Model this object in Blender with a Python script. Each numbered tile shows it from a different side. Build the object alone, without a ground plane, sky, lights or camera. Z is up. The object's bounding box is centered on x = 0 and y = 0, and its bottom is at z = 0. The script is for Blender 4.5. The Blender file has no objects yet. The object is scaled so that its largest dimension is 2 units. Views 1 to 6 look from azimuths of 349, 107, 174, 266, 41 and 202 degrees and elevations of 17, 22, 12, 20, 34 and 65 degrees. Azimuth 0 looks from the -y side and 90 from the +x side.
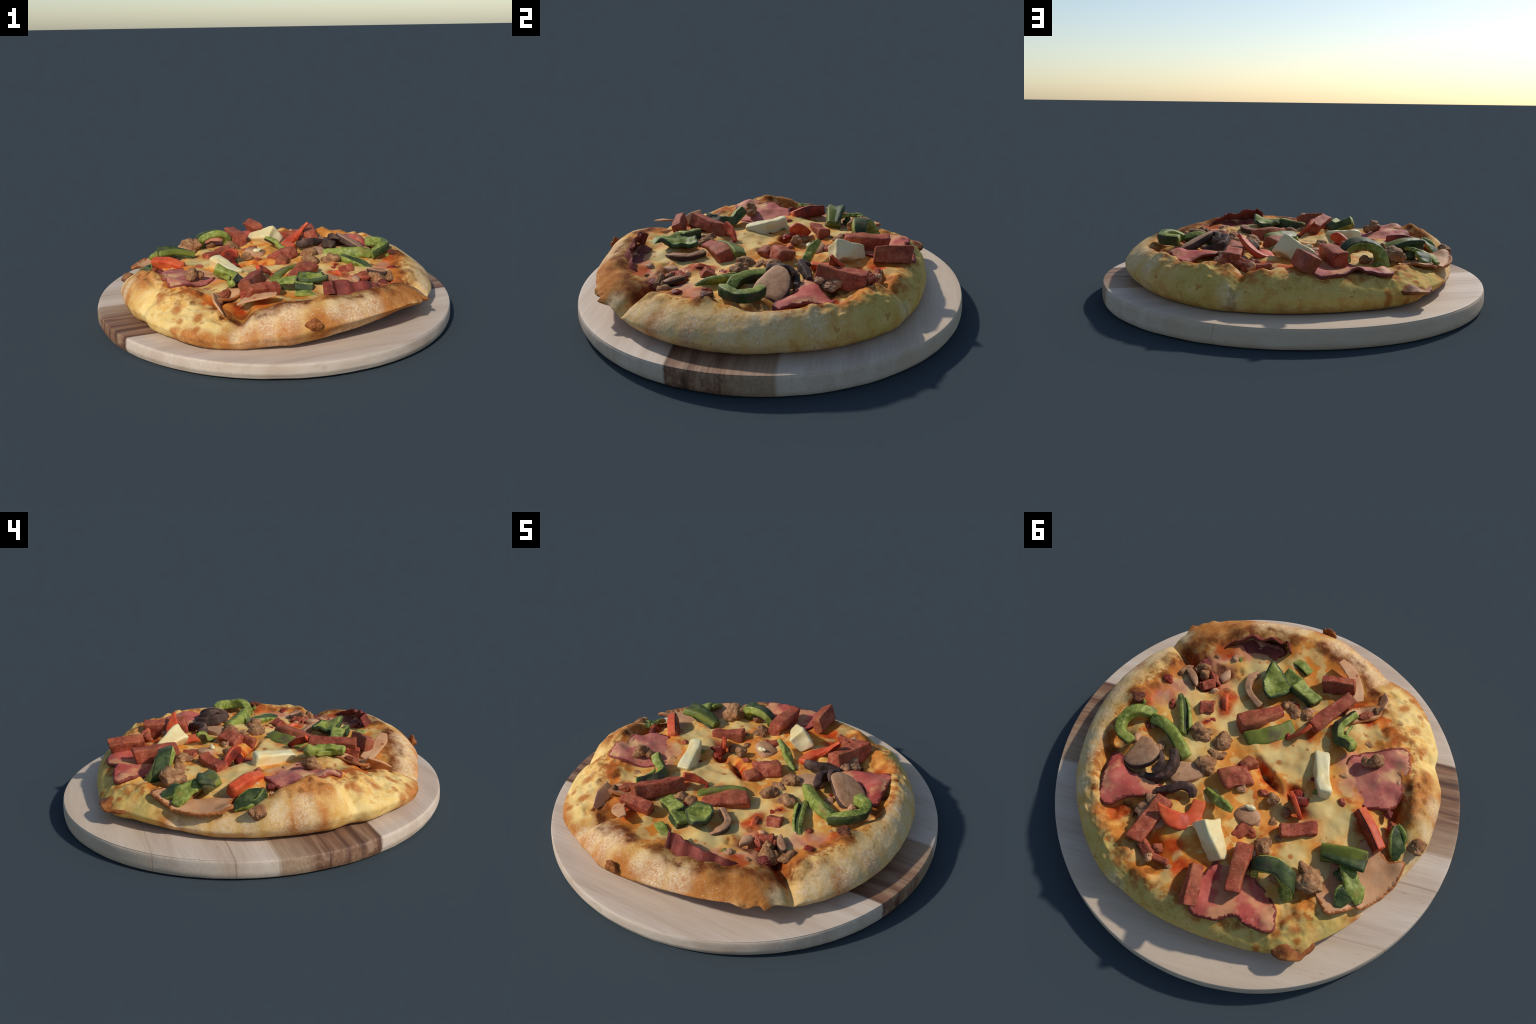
# A baked pizza with many toppings on a round laminated wooden board.
import bpy, bmesh, math, random
import numpy as np
from mathutils import Vector, Matrix, noise as mnoise
from mathutils.bvhtree import BVHTree
from mathutils.geometry import delaunay_2d_cdt

random.seed(7)
RNG = np.random.default_rng(7)

# ------------------------------------------------------------------ numeric helpers
def smooth(a, b, x):
    t = np.clip((x - a) / (b - a), 0, 1)
    return t * t * (3 - 2 * t)

def _hash(ix, iy, iz, seed):
    n = (ix * 374761393 + iy * 668265263 + iz * 2147483647 + seed * 1274126177) & 0xFFFFFFFF
    n = ((n ^ (n >> 13)) * 1274126177) & 0xFFFFFFFF
    n = ((n ^ (n >> 16)) * 2246822519) & 0xFFFFFFFF
    return ((n ^ (n >> 15)) & 0xFFFF) / 32767.5 - 1.0

def vnoise(P, scale=1.0, seed=0):
    """smooth value noise in [-1, 1]; P is (n, 3)"""
    Q = np.asarray(P, float) * scale + 100.0 + seed * 7.13
    I = np.floor(Q).astype(np.int64)
    F = Q - I
    F = F * F * F * (F * (F * 6 - 15) + 10)
    out = 0
    for dx in (0, 1):
        wx = F[:, 0] if dx else 1 - F[:, 0]
        for dy in (0, 1):
            wy = F[:, 1] if dy else 1 - F[:, 1]
            for dz in (0, 1):
                wz = F[:, 2] if dz else 1 - F[:, 2]
                out = out + wx * wy * wz * _hash(I[:, 0] + dx, I[:, 1] + dy, I[:, 2] + dz, seed)
    return out

def fbm(P, scale, seed=0, octaves=3, gain=0.5):
    s, a, tot = 0, 1.0, 0
    for k in range(octaves):
        s = s + a * vnoise(P, scale * 2 ** k, seed + k)
        tot += a
        a *= gain
    return s / tot

def catmull(points, n, closed=False):
    """resample a control polyline to n points along a Catmull-Rom spline"""
    P = np.asarray(points, float)
    if closed:
        P = np.vstack([P[-1], P, P[0], P[1]])
    else:
        P = np.vstack([2 * P[0] - P[1], P, 2 * P[-1] - P[-2]])
    m = len(P) - 3
    u = np.linspace(0, m, n, endpoint=not closed)
    k = np.minimum(u.astype(int), m - 1)
    t = (u - k)[:, None]
    a, b, c, d = P[k], P[k + 1], P[k + 2], P[k + 3]
    return 0.5 * (2 * b + (c - a) * t + (2 * a - 5 * b + 4 * c - d) * t ** 2 + (3 * b - a - 3 * c + d) * t ** 3)

# ------------------------------------------------------------------ object helpers
def new_object(name, verts, faces, mats, parent=None, slots=None, smooth_shade=True, centre=None):
    V = np.asarray(verts, float)
    if centre is None:
        centre = (V.min(0) + V.max(0)) / 2
    centre = np.asarray(centre, float)
    me = bpy.data.meshes.new(name)
    me.from_pydata((V - centre).tolist(), [], [tuple(int(i) for i in f) for f in faces])
    for m in mats:
        me.materials.append(m)
    if slots is not None:
        me.polygons.foreach_set("material_index", np.asarray(slots, np.int32))
    if smooth_shade:
        me.polygons.foreach_set("use_smooth", np.ones(len(me.polygons), bool))
    me.update()
    ob = bpy.data.objects.new(name, me)
    bpy.context.scene.collection.objects.link(ob)
    ob.location = centre
    if parent is not None:
        ob.parent = parent
    return ob

def fix_normals(ob):
    bm = bmesh.new()
    bm.from_mesh(ob.data)
    bmesh.ops.recalc_face_normals(bm, faces=bm.faces)
    bm.to_mesh(ob.data)
    bm.free()

# ------------------------------------------------------------------ material helpers
class Nodes:
    def __init__(self, name, rough=0.6, coords="Object", spec=0.3, coat=0.0):
        self.mat = bpy.data.materials.new(name)
        self.mat.use_nodes = True
        self.t = self.mat.node_tree
        self.bsdf = self.t.nodes["Principled BSDF"]
        self.bsdf.inputs["Roughness"].default_value = rough
        self.bsdf.inputs["Specular IOR Level"].default_value = spec
        self.bsdf.inputs["Coat Weight"].default_value = coat
        self.bsdf.inputs["Coat Roughness"].default_value = 0.25
        self.pos = self.t.nodes.new("ShaderNodeTexCoord").outputs[coords]

    def link(self, a, b):
        self.t.links.new(a, b)

    def put(self, sock, v):
        if isinstance(v, bpy.types.NodeSocket):
            self.link(v, sock)
        elif isinstance(v, (tuple, list)) and len(v) == 3 and sock.type == "RGBA":
            sock.default_value = (*v, 1)
        else:
            sock.default_value = v

    def noise(self, scale, detail=3, rough=0.55, vec=None, distort=0.0):
        n = self.t.nodes.new("ShaderNodeTexNoise")
        n.inputs["Scale"].default_value = scale
        n.inputs["Detail"].default_value = detail
        n.inputs["Roughness"].default_value = rough
        n.inputs["Distortion"].default_value = distort
        self.link(vec or self.pos, n.inputs["Vector"])
        self.last_colour = n.outputs["Color"]
        return n.outputs["Fac"]

    def voronoi(self, scale, vec=None, feature="F1", randomness=1.0):
        n = self.t.nodes.new("ShaderNodeTexVoronoi")
        n.feature = feature
        n.inputs["Scale"].default_value = scale
        n.inputs["Randomness"].default_value = randomness
        self.link(vec or self.pos, n.inputs["Vector"])
        self.last_colour = n.outputs["Color"]
        return n.outputs["Distance"]

    def math(self, op, a, b=0.0, c=None, clamp=False):
        n = self.t.nodes.new("ShaderNodeMath")
        n.operation = op
        n.use_clamp = clamp
        self.put(n.inputs[0], a)
        self.put(n.inputs[1], b)
        if c is not None:
            self.put(n.inputs[2], c)
        return n.outputs[0]

    def vmath(self, op, a, b=None, scale=None):
        n = self.t.nodes.new("ShaderNodeVectorMath")
        n.operation = op
        self.put(n.inputs[0], a)
        if b is not None:
            self.put(n.inputs[1], b)
        if scale is not None:
            self.put(n.inputs["Scale"], scale)
        return n.outputs["Value"] if op in ("DISTANCE", "LENGTH", "DOT_PRODUCT") else n.outputs["Vector"]

    def mapr(self, v, a, b, lo=0.0, hi=1.0, kind="SMOOTHSTEP"):
        n = self.t.nodes.new("ShaderNodeMapRange")
        n.interpolation_type = kind
        n.clamp = True
        self.put(n.inputs["Value"], v)
        for k, x in zip(("From Min", "From Max", "To Min", "To Max"), (a, b, lo, hi)):
            self.put(n.inputs[k], x)
        return n.outputs["Result"]

    def mix(self, fac, a, b, blend="MIX"):
        n = self.t.nodes.new("ShaderNodeMix")
        n.data_type = "RGBA"
        n.blend_type = blend
        self.put(n.inputs["Factor"], fac)
        self.put(n.inputs[6], a)
        self.put(n.inputs[7], b)
        return n.outputs[2]

    def ramp(self, fac, stops):
        n = self.t.nodes.new("ShaderNodeValToRGB")
        e = n.color_ramp.elements
        while len(e) < len(stops):
            e.new(0.5)
        for el, (p, c) in zip(e, stops):
            el.position = p
            el.color = (*c, 1)
        self.link(fac, n.inputs["Fac"])
        return n.outputs["Color"]

    def xyz(self, vec=None):
        n = self.t.nodes.new("ShaderNodeSeparateXYZ")
        self.link(vec or self.pos, n.inputs[0])
        return n.outputs

    def combine(self, x, y, z):
        n = self.t.nodes.new("ShaderNodeCombineXYZ")
        for s, v in zip(n.inputs, (x, y, z)):
            self.put(s, v)
        return n.outputs[0]

    def random(self):
        return self.t.nodes.new("ShaderNodeObjectInfo").outputs["Random"]

    def shifted(self, amount=17.0):
        """object coordinates moved by a random amount, so that repeats differ"""
        return self.vmath("ADD", self.pos, self.vmath("SCALE", (1.0, 0.7, 0.3), scale=self.math("MULTIPLY", self.random(), amount)))

    def bump(self, height, strength=0.3, dist=0.01):
        n = self.t.nodes.new("ShaderNodeBump")
        n.inputs["Strength"].default_value = strength
        n.inputs["Distance"].default_value = dist
        self.link(height, n.inputs["Height"])
        self.link(n.outputs[0], self.bsdf.inputs["Normal"])

    def done(self, colour, rough=None):
        self.put(self.bsdf.inputs["Base Color"], colour)
        if rough is not None:
            self.put(self.bsdf.inputs["Roughness"], rough)
        return self.mat

# ------------------------------------------------------------------ materials: board
GRAIN = math.radians(10)
def wood_material():
    n = Nodes("laminated_wood", rough=0.62, spec=0.25)
    x, y, z = n.xyz()
    ca, sa = math.cos(GRAIN), math.sin(GRAIN)
    along = n.math("ADD", n.math("MULTIPLY", x, ca), n.math("MULTIPLY", y, sa))
    across = n.math("ADD", n.math("MULTIPLY", x, -sa), n.math("MULTIPLY", y, ca))
    wav = n.noise(1.0, 2, 0.5, n.combine(n.math("MULTIPLY", along, 1.6), n.math("MULTIPLY", across, 3.0), z))
    q = n.math("ADD", across, n.math("MULTIPLY", n.math("SUBTRACT", wav, 0.5), 0.035))
    fibre = n.noise(1.0, 4, 0.6, n.combine(n.math("MULTIPLY", along, 5.0), n.math("MULTIPLY", across, 85.0), n.math("MULTIPLY", z, 60.0)))
    broad = n.noise(1.0, 3, 0.5, n.combine(n.math("MULTIPLY", along, 1.2), n.math("MULTIPLY", across, 14.0), n.math("MULTIPLY", z, 6.0)))
    pale = n.ramp(broad, [(0.25, (0.50, 0.375, 0.275)), (0.5, (0.60, 0.475, 0.365)), (0.75, (0.66, 0.545, 0.435))])
    pale = n.mix(n.mapr(fibre, 0.42, 0.75, 0, 0.30), pale, (0.40, 0.26, 0.17))
    # warmer, slightly yellow planks away from the dark one
    warm = n.mapr(across, 0.60, 0.66, 0, 0.35)
    pale = n.mix(warm, pale, (0.62, 0.46, 0.29))
    flecks = n.mapr(n.noise(1.0, 2, 0.5, n.combine(n.math("MULTIPLY", along, 22.0), n.math("MULTIPLY", across, 120.0), z)), 0.66, 0.74, 0, 0.45)
    pale = n.mix(n.math("MULTIPLY", flecks, n.mapr(across, 0.12, 0.2)), pale, (0.36, 0.21, 0.10))
    # dark heartwood plank
    dark = n.ramp(broad, [(0.25, (0.14, 0.062, 0.034)), (0.5, (0.25, 0.130, 0.074)), (0.75, (0.36, 0.205, 0.12))])
    dark = n.mix(n.mapr(fibre, 0.42, 0.68, 0, 0.65), dark, (0.12, 0.055, 0.034))
    right = n.mapr(along, -0.2, 0.4)
    light_brown = n.ramp(fibre, [(0.3, (0.42, 0.29, 0.185)), (0.7, (0.29, 0.18, 0.11))])
    dark = n.mix(n.mapr(n.math("ADD", q, n.math("MULTIPLY", n.math("SUBTRACT", broad, 0.5), 0.12)), -0.06, 0.03), dark, light_brown)
    for pos, wid in ((-0.335, 0.018), (-0.245, 0.020), (-0.175, 0.013), (-0.09, 0.008)):
        streak = n.math("MULTIPLY", n.mapr(n.math("ABSOLUTE", n.math("SUBTRACT", q, pos)), 0.0, wid * 1.3, 0.85, 0.0), n.mapr(broad, 0.3, 0.6, 1.0, 0.5))
        dark = n.mix(streak, dark, (0.065, 0.03, 0.022))
    soft = n.math("ADD", across, n.math("MULTIPLY", n.math("SUBTRACT", fibre, 0.5), 0.014))
    dark = n.mix(n.mapr(n.noise(1.0, 3, 0.55, n.combine(n.math("MULTIPLY", along, 1.8), n.math("MULTIPLY", across, 30.0), n.math("MULTIPLY", z, 20.0))), 0.50, 0.66, 0, 0.6), dark, (0.40, 0.255, 0.155))
    in_dark = n.math("MULTIPLY", n.mapr(soft, -0.352, -0.334), n.mapr(soft, 0.118, 0.144, 1, 0))
    col = n.mix(in_dark, pale, dark)
    # glue seams
    for pos, wid, k in ((0.31, 0.006, 0.6), (0.63, 0.005, 0.4), (-0.62, 0.004, 0.22), (0.135, 0.004, 0.35)):
        seam = n.mapr(n.math("ABSOLUTE", n.math("SUBTRACT", q, pos)), 0.0, wid, k, 0.0)
        col = n.mix(n.math("MULTIPLY", seam, n.mapr(along, 0.1, -0.3)), col, (0.27, 0.15, 0.09))
    # small stains
    st = n.mapr(n.voronoi(7.0), 0.06, 0.13, 0.35, 0.0)
    col = n.mix(n.math("MULTIPLY", st, n.mapr(n.noise(2.2, 1), 0.5, 0.6)), col, (0.38, 0.24, 0.13))
    n.bump(fibre, 0.12, 0.004)
    return n.done(col)

# ------------------------------------------------------------------ materials: pizza body
# patches of each kind of matter, and of darkened gaps, (x, y, radius)
SCORCH = [(.39, .43, .03), (.31, .55, .025), (-.075, .015, .022), (-.115, .04, .022), (.655, .20, .03), (.40, -.42, .03), (.52, -.38, .03), (-.28, -.60, .035), (-.33, -.52, .03), (.625, -.655, .035), (.595, -.675, .03), (.655, -.62, .03), (.52, -.44, .05), (.58, -.40, .04), (.55, -.53, .05), (.60, -.52, .04), (.50, -.56, .035), (.42, -.65, .05), (.33, -.68, .05), (.43, -.35, .04), (.38, -.39, .035), (.45, -.31, .04), (.30, -.245, .022), (.315, -.33, .022), (-.42, -.55, .03), (-.47, -.45, .025), (-.52, -.52, .02), (-.59, -.50, .02), (.20, .635, .03), (.27, .56, .03), (.46, .41, .03), (.62, .30, .03), (-.66, -.06, .025), (.670, -.085, .062), (.655, -.12, .04), (.600, -.43, .045), (.615, -.46, .05), (.490, -.40, .05), (.611, -.258, .028), (.646, -.349, .04),  # the first four are dark patches set in deep gaps and cracks
          (-.03, -.72, .045), (-.109, -.725, .05), (-.17, -.735, .05), (-.225, -.735, .045), (-.29, -.69, .045), (-.335, -.65, .04), (-.367, -.617, .03),
          (.208, -.70, .055), (.27, -.70, .05), (.14, -.715, .05), (.376, -.63, .05), (.45, -.585, .04), (.632, -.191, .028), (.602, .116, .05),
          (-.44, -.60, .015), (-.40, -.646, .016), (-.35, -.655, .025), (-.678, -.186, .018), (-.73, -.22, .02), (.317, .504, .04), (.341, -.631, .045),
          (.62, .40, .02), (-.785, -.11, .018), (-.765, -.16, .018), (-.74, -.25, .018), (.66, .10, .03), (.335, .735, .022), (-.55, .685, .05),
          (.56, -.49, .055), (-.53, -.775, .04), (.655, -.40, .03)]
TOAST = [(-.58, -.70, .045), (-.53, -.745, .045), (-.47, -.785, .045), (-.41, -.80, .04), (-.63, -.66, .04), (-.60, -.52, .035), (-.52, -.62, .03), (-.67, -.42, .035), (.36, .66, .03), (.24, .70, .03), (-.47, .60, .03), (-.40, .64, .03), (-.56, -.72, .06), (-.50, -.755, .06), (-.40, -.79, .07), (.40, -.75, .08), (.33, -.79, .08), (.10, -.85, .07), (-.22, -.82, .06), (.60, -.47, .06), (.552, -.60, .12), (.474, -.68, .12), (.62, -.60, .08), (.386, -.734, .10), (.586, -.50, .07), (.042, -.862, .10), (-.12, -.855, .08), (.20, -.82, .10),
         (-.065, -.74, .08), (-.177, -.73, .08), (-.296, -.69, .08), (-.746, -.261, .07), (-.755, -.193, .08), (-.742, -.107, .07), (-.72, -.05, .05),
         (.70, .179, .05), (.68, .27, .04), (.555, .493, .05), (.50, .53, .06), (.212, .655, .07), (.30, .60, .06), (-.499, .74, .07), (-.537, -.77, .08),
         (-.30, -.82, .06), (-.87, -.14, .07), (-.86, -.25, .06), (.81, -.28, .07), (.84, -.10, .06), 
         (-.73, .37, .03), (-.70, .44, .05), (-.78, -.45, .03)]
FLOUR = [(.30, -.755, .08), (.207, -.79, .09), (.12, -.80, .06), (-.10, -.79, .09), (-.201, -.775, .09), (-.299, -.745, .08), (-.34, -.76, .05), (.743, -.34, .08),
         (.80, -.22, .09), (.82, -.09, .09), (.82, .055, .09), (.79, .17, .08), (.749, .263, .08), (.70, .40, .07), (-.834, -.179, .06), (-.841, -.057, .06),
         (-.826, .071, .06), (-.80, .178, .06), (-.755, .304, .06), (-.71, .38, .05), (.73, -.42, .07), (.35, .76, .06), (.66, -.53, .05)]
YELLOW = [(-.525, -.705, .12), (-.611, -.618, .12), (-.45, -.72, .08), (-.673, -.522, .12), (-.56, -.56, .07), (-.733, -.408, .09), (-.75, -.47, .06), (.422, .652, .10), (.33, .70, .09),
          (.52, .60, .09), (.20, .735, .10), (.05, .77, .10), (-.10, .765, .10), (-.22, .745, .10), (-.33, .71, .10), (-.441, .600, .10), (-.503, .53, .09), (-.42, .70, .09),
          (-.50, .64, .09), (-.60, .53, .08)]
SAUCE = [(.66, -.46, .025), (.70, -.485, .02), (.60, -.41, .03), (-.36, -.60, .03), (-.024, -.013, .03), (-.06, .03, .03), (-.107, .050, .03), (-.475, -.484, .05), (-.513, -.455, .05), (-.415, -.554, .05), (-.44, -.52, .05), (-.55, -.41, .04),
         (.659, -.185, .025), (.627, -.167, .03), (.635, -.115, .05), (.302, -.290, .06), (.270, -.225, .05), (.176, .501, .05), (.227, .551, .04), (.469, .438, .05),
         (.494, .474, .05), (-.632, -.315, .04), (-.677, -.225, .04), (-.68, -.14, .04), (-.663, -.085, .04), (-.204, .033, .05), (-.278, .111, .05), (.53, -.388, .05),
         (.50, -.36, .05), (.403, -.323, .05), (-.517, .012, .03), (-.56, .06, .05), (-.166, -.260, .04), (.316, -.124, .035), (.071, .673, .04), (-.374, -.467, .05),
         (.40, -.52, .05), (.44, -.53, .05), (.335, .38, .04), (.62, -.43, .04), (.55, -.42, .04), (-.685, .01, .04), (-.30, -.56, .06), (-.20, -.62, .05), (.10, .58, .05),
         (.02, .06, .04)]
OIL = [(-.058, .087, .10), (-.035, -.018, .08), (.138, .549, .10), (.108, .509, .10), (.136, -.012, .09), (-.118, .130, .09), (.223, .510, .08), (-.208, .212, .07),
       (-.043, -.634, .10), (.051, -.672, .10), (-.12, -.64, .09), (-.539, -.026, .06), (.590, -.217, .07), (-.411, .212, .06), (-.437, -.516, .10), (.053, .613, .07),
       (.016, .179, .07), (-.60, -.37, .09), (-.70, -.30, .10), (-.72, -.16, .09), (.40, -.62, .08), (.58, -.40, .08), (.66, -.24, .06), (.55, .53, .08), (.63, .42, .07),
       (.40, .60, .09), (.30, .63, .09), (.20, .62, .08), (.62, -.30, .06), (-.50, -.56, .08), (-.63, .03, .06)]
PINK = [(.374, -.379, .08), (.454, -.424, .07), (.33, -.56, .08), (.25, -.60, .07), (-.443, -.133, .09), (-.520, -.198, .10), (-.59, -.171, .09), (-.389, -.22, .06),
        (-.539, -.281, .09), (-.62, -.24, .06), (.581, -.170, .06), (.521, -.246, .06), (.43, -.49, .06)]
CREAM = [(-.096, -.116, .08), (-.041, -.09, .07), (-.374, .07, .09), (-.279, .086, .07), (-.452, .102, .09), (.226, -.482, .08), (.186, -.518, .08), (.516, -.295, .08),
         (.452, -.228, .08), (.273, -.345, .06), (-.301, -.349, .06), (-.346, -.37, .08), (-.318, .313, .07), (-.48, .315, .08), (.339, -.17, .07), (.241, -.169, .09),
         (.144, -.488, .08), (.321, .051, .07), (-.162, -.177, .08), (-.409, .150, .08), (.40, -.03, .07), (.19, -.25, .07), (.24, .18, .05), (-.20, -.09, .06)]
SPOTS = [(.319, -.513, 0.018), (.322, -.445, 0.008), (.280, -.432, 0.010), (.234, -.529, 0.009), (.190, -.549, 0.016), (-.084, -.075, 0.016), (-.178, -.185, 0.010), (-.463, -.099, 0.016), (-.322, .324, 0.016), (-.401, -.381, 0.010), (-.431, -.178, 0.012), (-.490, -.112, 0.014), (-.568, -.078, 0.014), (-.444, -.340, 0.014), (-.346, -.116, 0.010), (-.107, -.181, 0.009), (-.086, -.023, 0.008), (-.584, -.321, 0.026), (-.55, -.24, 0.022), (.30, -.41, 0.012), (.285, -.405, 0.012), (-.50, -.33, 0.018), (-.49, -.41, 0.020), (.56, -.30, 0.030), (.60, -.33, 0.030), (-.60, -.62, 0.019), (-.53, -.70, 0.023), (-.68, -.38, 0.015), (-.50, .64, 0.021), (-.44, .70, 0.021), (-.41, .60, 0.010), (-.46, .55, 0.022), (-.35, .74, 0.022), (.20, .70, 0.007), (.44, .60, 0.017), (-.13, .60, 0.020), (-.21, .62, 0.018), (.34, -.24, 0.012), (.20, -.58, 0.010)]

def body_material(name, reach):
    """one rule for the whole surface; a sector's material keeps only the patches that reach it"""
    n = Nodes(name, rough=0.6, spec=0.10)
    x, y, z = n.xyz()
    n.noise(9.0, 3, 0.6)
    warp = n.vmath("SCALE", n.vmath("SUBTRACT", n.last_colour, (0.5, 0.5, 0.5)), scale=0.085)
    flat = n.combine(x, y, 0.0)
    wpos = n.vmath("MULTIPLY", n.vmath("ADD", flat, warp), (1.0, 1.0, 0.0))
    n.noise(30.0, 2, 0.5)
    spot_pos = n.vmath("MULTIPLY", n.vmath("ADD", flat, n.vmath("SCALE", n.vmath("SUBTRACT", n.last_colour, (0.5, 0.5, 0.5)), scale=0.014)), (1.0, 1.0, 0.0))

    def patches(items, at, soft=0.45, grow=1.0):
        m = None
        for px, py, r in items:
            if np.hypot(reach[:, 0] - px, reach[:, 1] - py).min() > r * grow * 1.25 + 0.06:
                continue
            d = n.vmath("DISTANCE", at, (px, py, 0.0))
            v = n.mapr(d, r * grow * soft, r * grow * 1.25, 1.0, 0.0)
            m = v if m is None else n.math("MAXIMUM", m, v)
        return 0.0 if m is None else m

    broad = n.noise(6.0, 3, 0.55)
    mid = n.noise(19.0, 4, 0.6)
    fine = n.noise(70.0, 3, 0.65)
    grain = n.noise(190.0, 2, 0.6)
    rad = n.vmath("LENGTH", flat)
    # ---- cheese: pale melted pools over orange, oily cheese and red sauce
    pool = n.noise(11.0, 3, 0.5)
    cheese = n.ramp(mid, [(0.25, (0.60, 0.26, 0.05)), (0.5, (0.70, 0.38, 0.09)), (0.75, (0.74, 0.46, 0.15))])
    cheese = n.mix(n.mapr(broad, 0.42, 0.58, 0, 0.95), cheese, n.mix(mid, (0.58, 0.16, 0.018), (0.74, 0.31, 0.06)))
    cheese = n.mix(n.math("MULTIPLY", patches(OIL, wpos, 0.2), n.mapr(mid, 0.25, 0.6, 0.45, 0.95)), cheese, n.mix(fine, (0.62, 0.15, 0.015), (0.78, 0.29, 0.04)))
    red = n.math("MULTIPLY", n.mapr(n.noise(8.0, 3, 0.6), 0.56, 0.66), n.mapr(mid, 0.35, 0.6, 1.0, 0.4))
    cheese = n.mix(n.math("MULTIPLY", red, 0.8), cheese, (0.52, 0.075, 0.012))
    cheese = n.mix(n.mapr(pool, 0.53, 0.60, 0, 0.8), cheese, (0.71, 0.49, 0.175))
    cheese = n.mix(n.math("MULTIPLY", patches(CREAM, wpos, 0.3), n.mapr(broad, 0.40, 0.62, 0.95, 0.55)), cheese, n.mix(mid, (0.66, 0.44, 0.13), (0.74, 0.57, 0.26)))
    cheese = n.mix(n.math("MULTIPLY", patches(PINK, wpos, 0.4), n.mapr(mid, 0.25, 0.7, 0.95, 0.5)), cheese, n.mix(pool, (0.50, 0.13, 0.09), (0.66, 0.30, 0.19)))
    cheese = n.mix(n.math("MULTIPLY", patches(SAUCE, wpos, 0.35), n.mapr(fine, 0.3, 0.6, 0.75, 1.0)), cheese, n.mix(mid, (0.30, 0.016, 0.005), (0.64, 0.085, 0.010)))
    # ---- dough of the crust
    dough = n.ramp(mid, [(0.25, (0.55, 0.26, 0.06)), (0.5, (0.67, 0.39, 0.115)), (0.75, (0.73, 0.48, 0.19))])
    speck = n.mapr(grain, 0.42, 0.62)
    yellow = n.mix(mid, (0.72, 0.42, 0.08), (0.90, 0.72, 0.34))
    yellow = n.mix(n.mapr(n.noise(13.0, 3, 0.6), 0.52, 0.66, 0, 0.75), yellow, (0.66, 0.30, 0.05))
    dough = n.mix(n.math("MULTIPLY", patches([p for p in YELLOW if p[1] < 0], wpos, 0.3), 0.9), dough, yellow)
    dull = n.mix(n.mapr(n.noise(13.0, 3, 0.6), 0.50, 0.66, 0, 0.7), n.mix(mid, (0.52, 0.33, 0.06), (0.68, 0.50, 0.16)), (0.56, 0.25, 0.045))  # same yellow dough, colour darkened for the back rim's shade from the sun
    dough = n.mix(n.math("MULTIPLY", patches([p for p in YELLOW if p[1] >= 0], wpos, 0.3), 0.9), dough, dull)
    dough = n.mix(n.math("MULTIPLY", patches(TOAST, wpos, 0.25), n.mapr(fine, 0.2, 0.6, 0.7, 1.0)), dough, n.mix(mid, (0.30, 0.075, 0.015), (0.60, 0.23, 0.05)))
    flour = n.math("MULTIPLY", patches(FLOUR, wpos, 0.2), n.mapr(fine, 0.3, 0.62, 0.3, 1.0))
    dough = n.mix(n.math("MULTIPLY", flour, n.mapr(speck, 0, 1, 0.55, 0.95)), dough, (0.78, 0.59, 0.36))
    dots = n.math("MULTIPLY", n.mapr(grain, 0.60, 0.68), n.mapr(broad, 0.35, 0.6))
    dough = n.mix(n.math("MULTIPLY", dots, 0.5), dough, (0.84, 0.74, 0.58))
    # ---- where dough ends and cheese begins follows a wandering line
    edge = n.math("ADD", rad, n.math("MULTIPLY", n.math("SUBTRACT", broad, 0.5), 0.20))
    edge = n.math("ADD", edge, n.math("MULTIPLY", n.math("SUBTRACT", mid, 0.5), 0.12))
    # browned, oily ring just inside the crust
    ring = n.math("MULTIPLY", n.mapr(n.math("ABSOLUTE", n.math("SUBTRACT", edge, 0.68)), 0.01, 0.075, 1.0, 0.0), n.mapr(pool, 0.34, 0.56, 1.0, 0.25))
    cheese = n.mix(ring, cheese, n.mix(fine, (0.36, 0.085, 0.012), (0.66, 0.25, 0.04)))
    col = n.mix(n.mapr(edge, 0.70, 0.735), cheese, dough)
    rim_brown = n.math("MULTIPLY", n.mapr(n.math("ABSOLUTE", n.math("SUBTRACT", edge, 0.722)), 0.0, 0.055, 1.0, 0.0), n.mapr(n.noise(20.0, 3, 0.65), 0.42, 0.56))
    col = n.mix(n.math("MULTIPLY", rim_brown, 0.9), col, n.mix(fine, (0.22, 0.05, 0.010), (0.48, 0.16, 0.03)))
    base_brown = n.mapr(n.math("ADD", z, n.math("MULTIPLY", n.math("SUBTRACT", mid, 0.5), 0.06)), 0.105, 0.150, 0.75, 0.0)
    base_brown = n.math("MULTIPLY", base_brown, n.mapr(broad, 0.35, 0.6, 0.45, 1.0))
    col = n.mix(base_brown, col, n.mix(fine, (0.28, 0.09, 0.02), (0.52, 0.26, 0.07)))
    # ---- browned blister spots, scorched places and darkened gaps
    col = n.mix(n.math("MULTIPLY", patches(SPOTS, spot_pos, 0.3), n.mapr(fine, 0.3, 0.6, 0.55, 0.95)), col, n.mix(fine, (0.30, 0.06, 0.012), (0.50, 0.17, 0.03)))
    small = n.mapr(n.noise(38.0, 2, 0.5, n.vmath("ADD", n.pos, n.vmath("SCALE", warp, scale=0.4))), 0.60, 0.70)
    small = n.math("MULTIPLY", small, n.mapr(n.noise(5.0, 2), 0.5, 0.62))
    col = n.mix(n.math("MULTIPLY", small, 0.65), col, (0.44, 0.13, 0.02))
    sc = n.math("MULTIPLY", patches(SCORCH, wpos, 0.5), n.mapr(edge, 0.74, 0.80, 1.0, 0.55))
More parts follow.
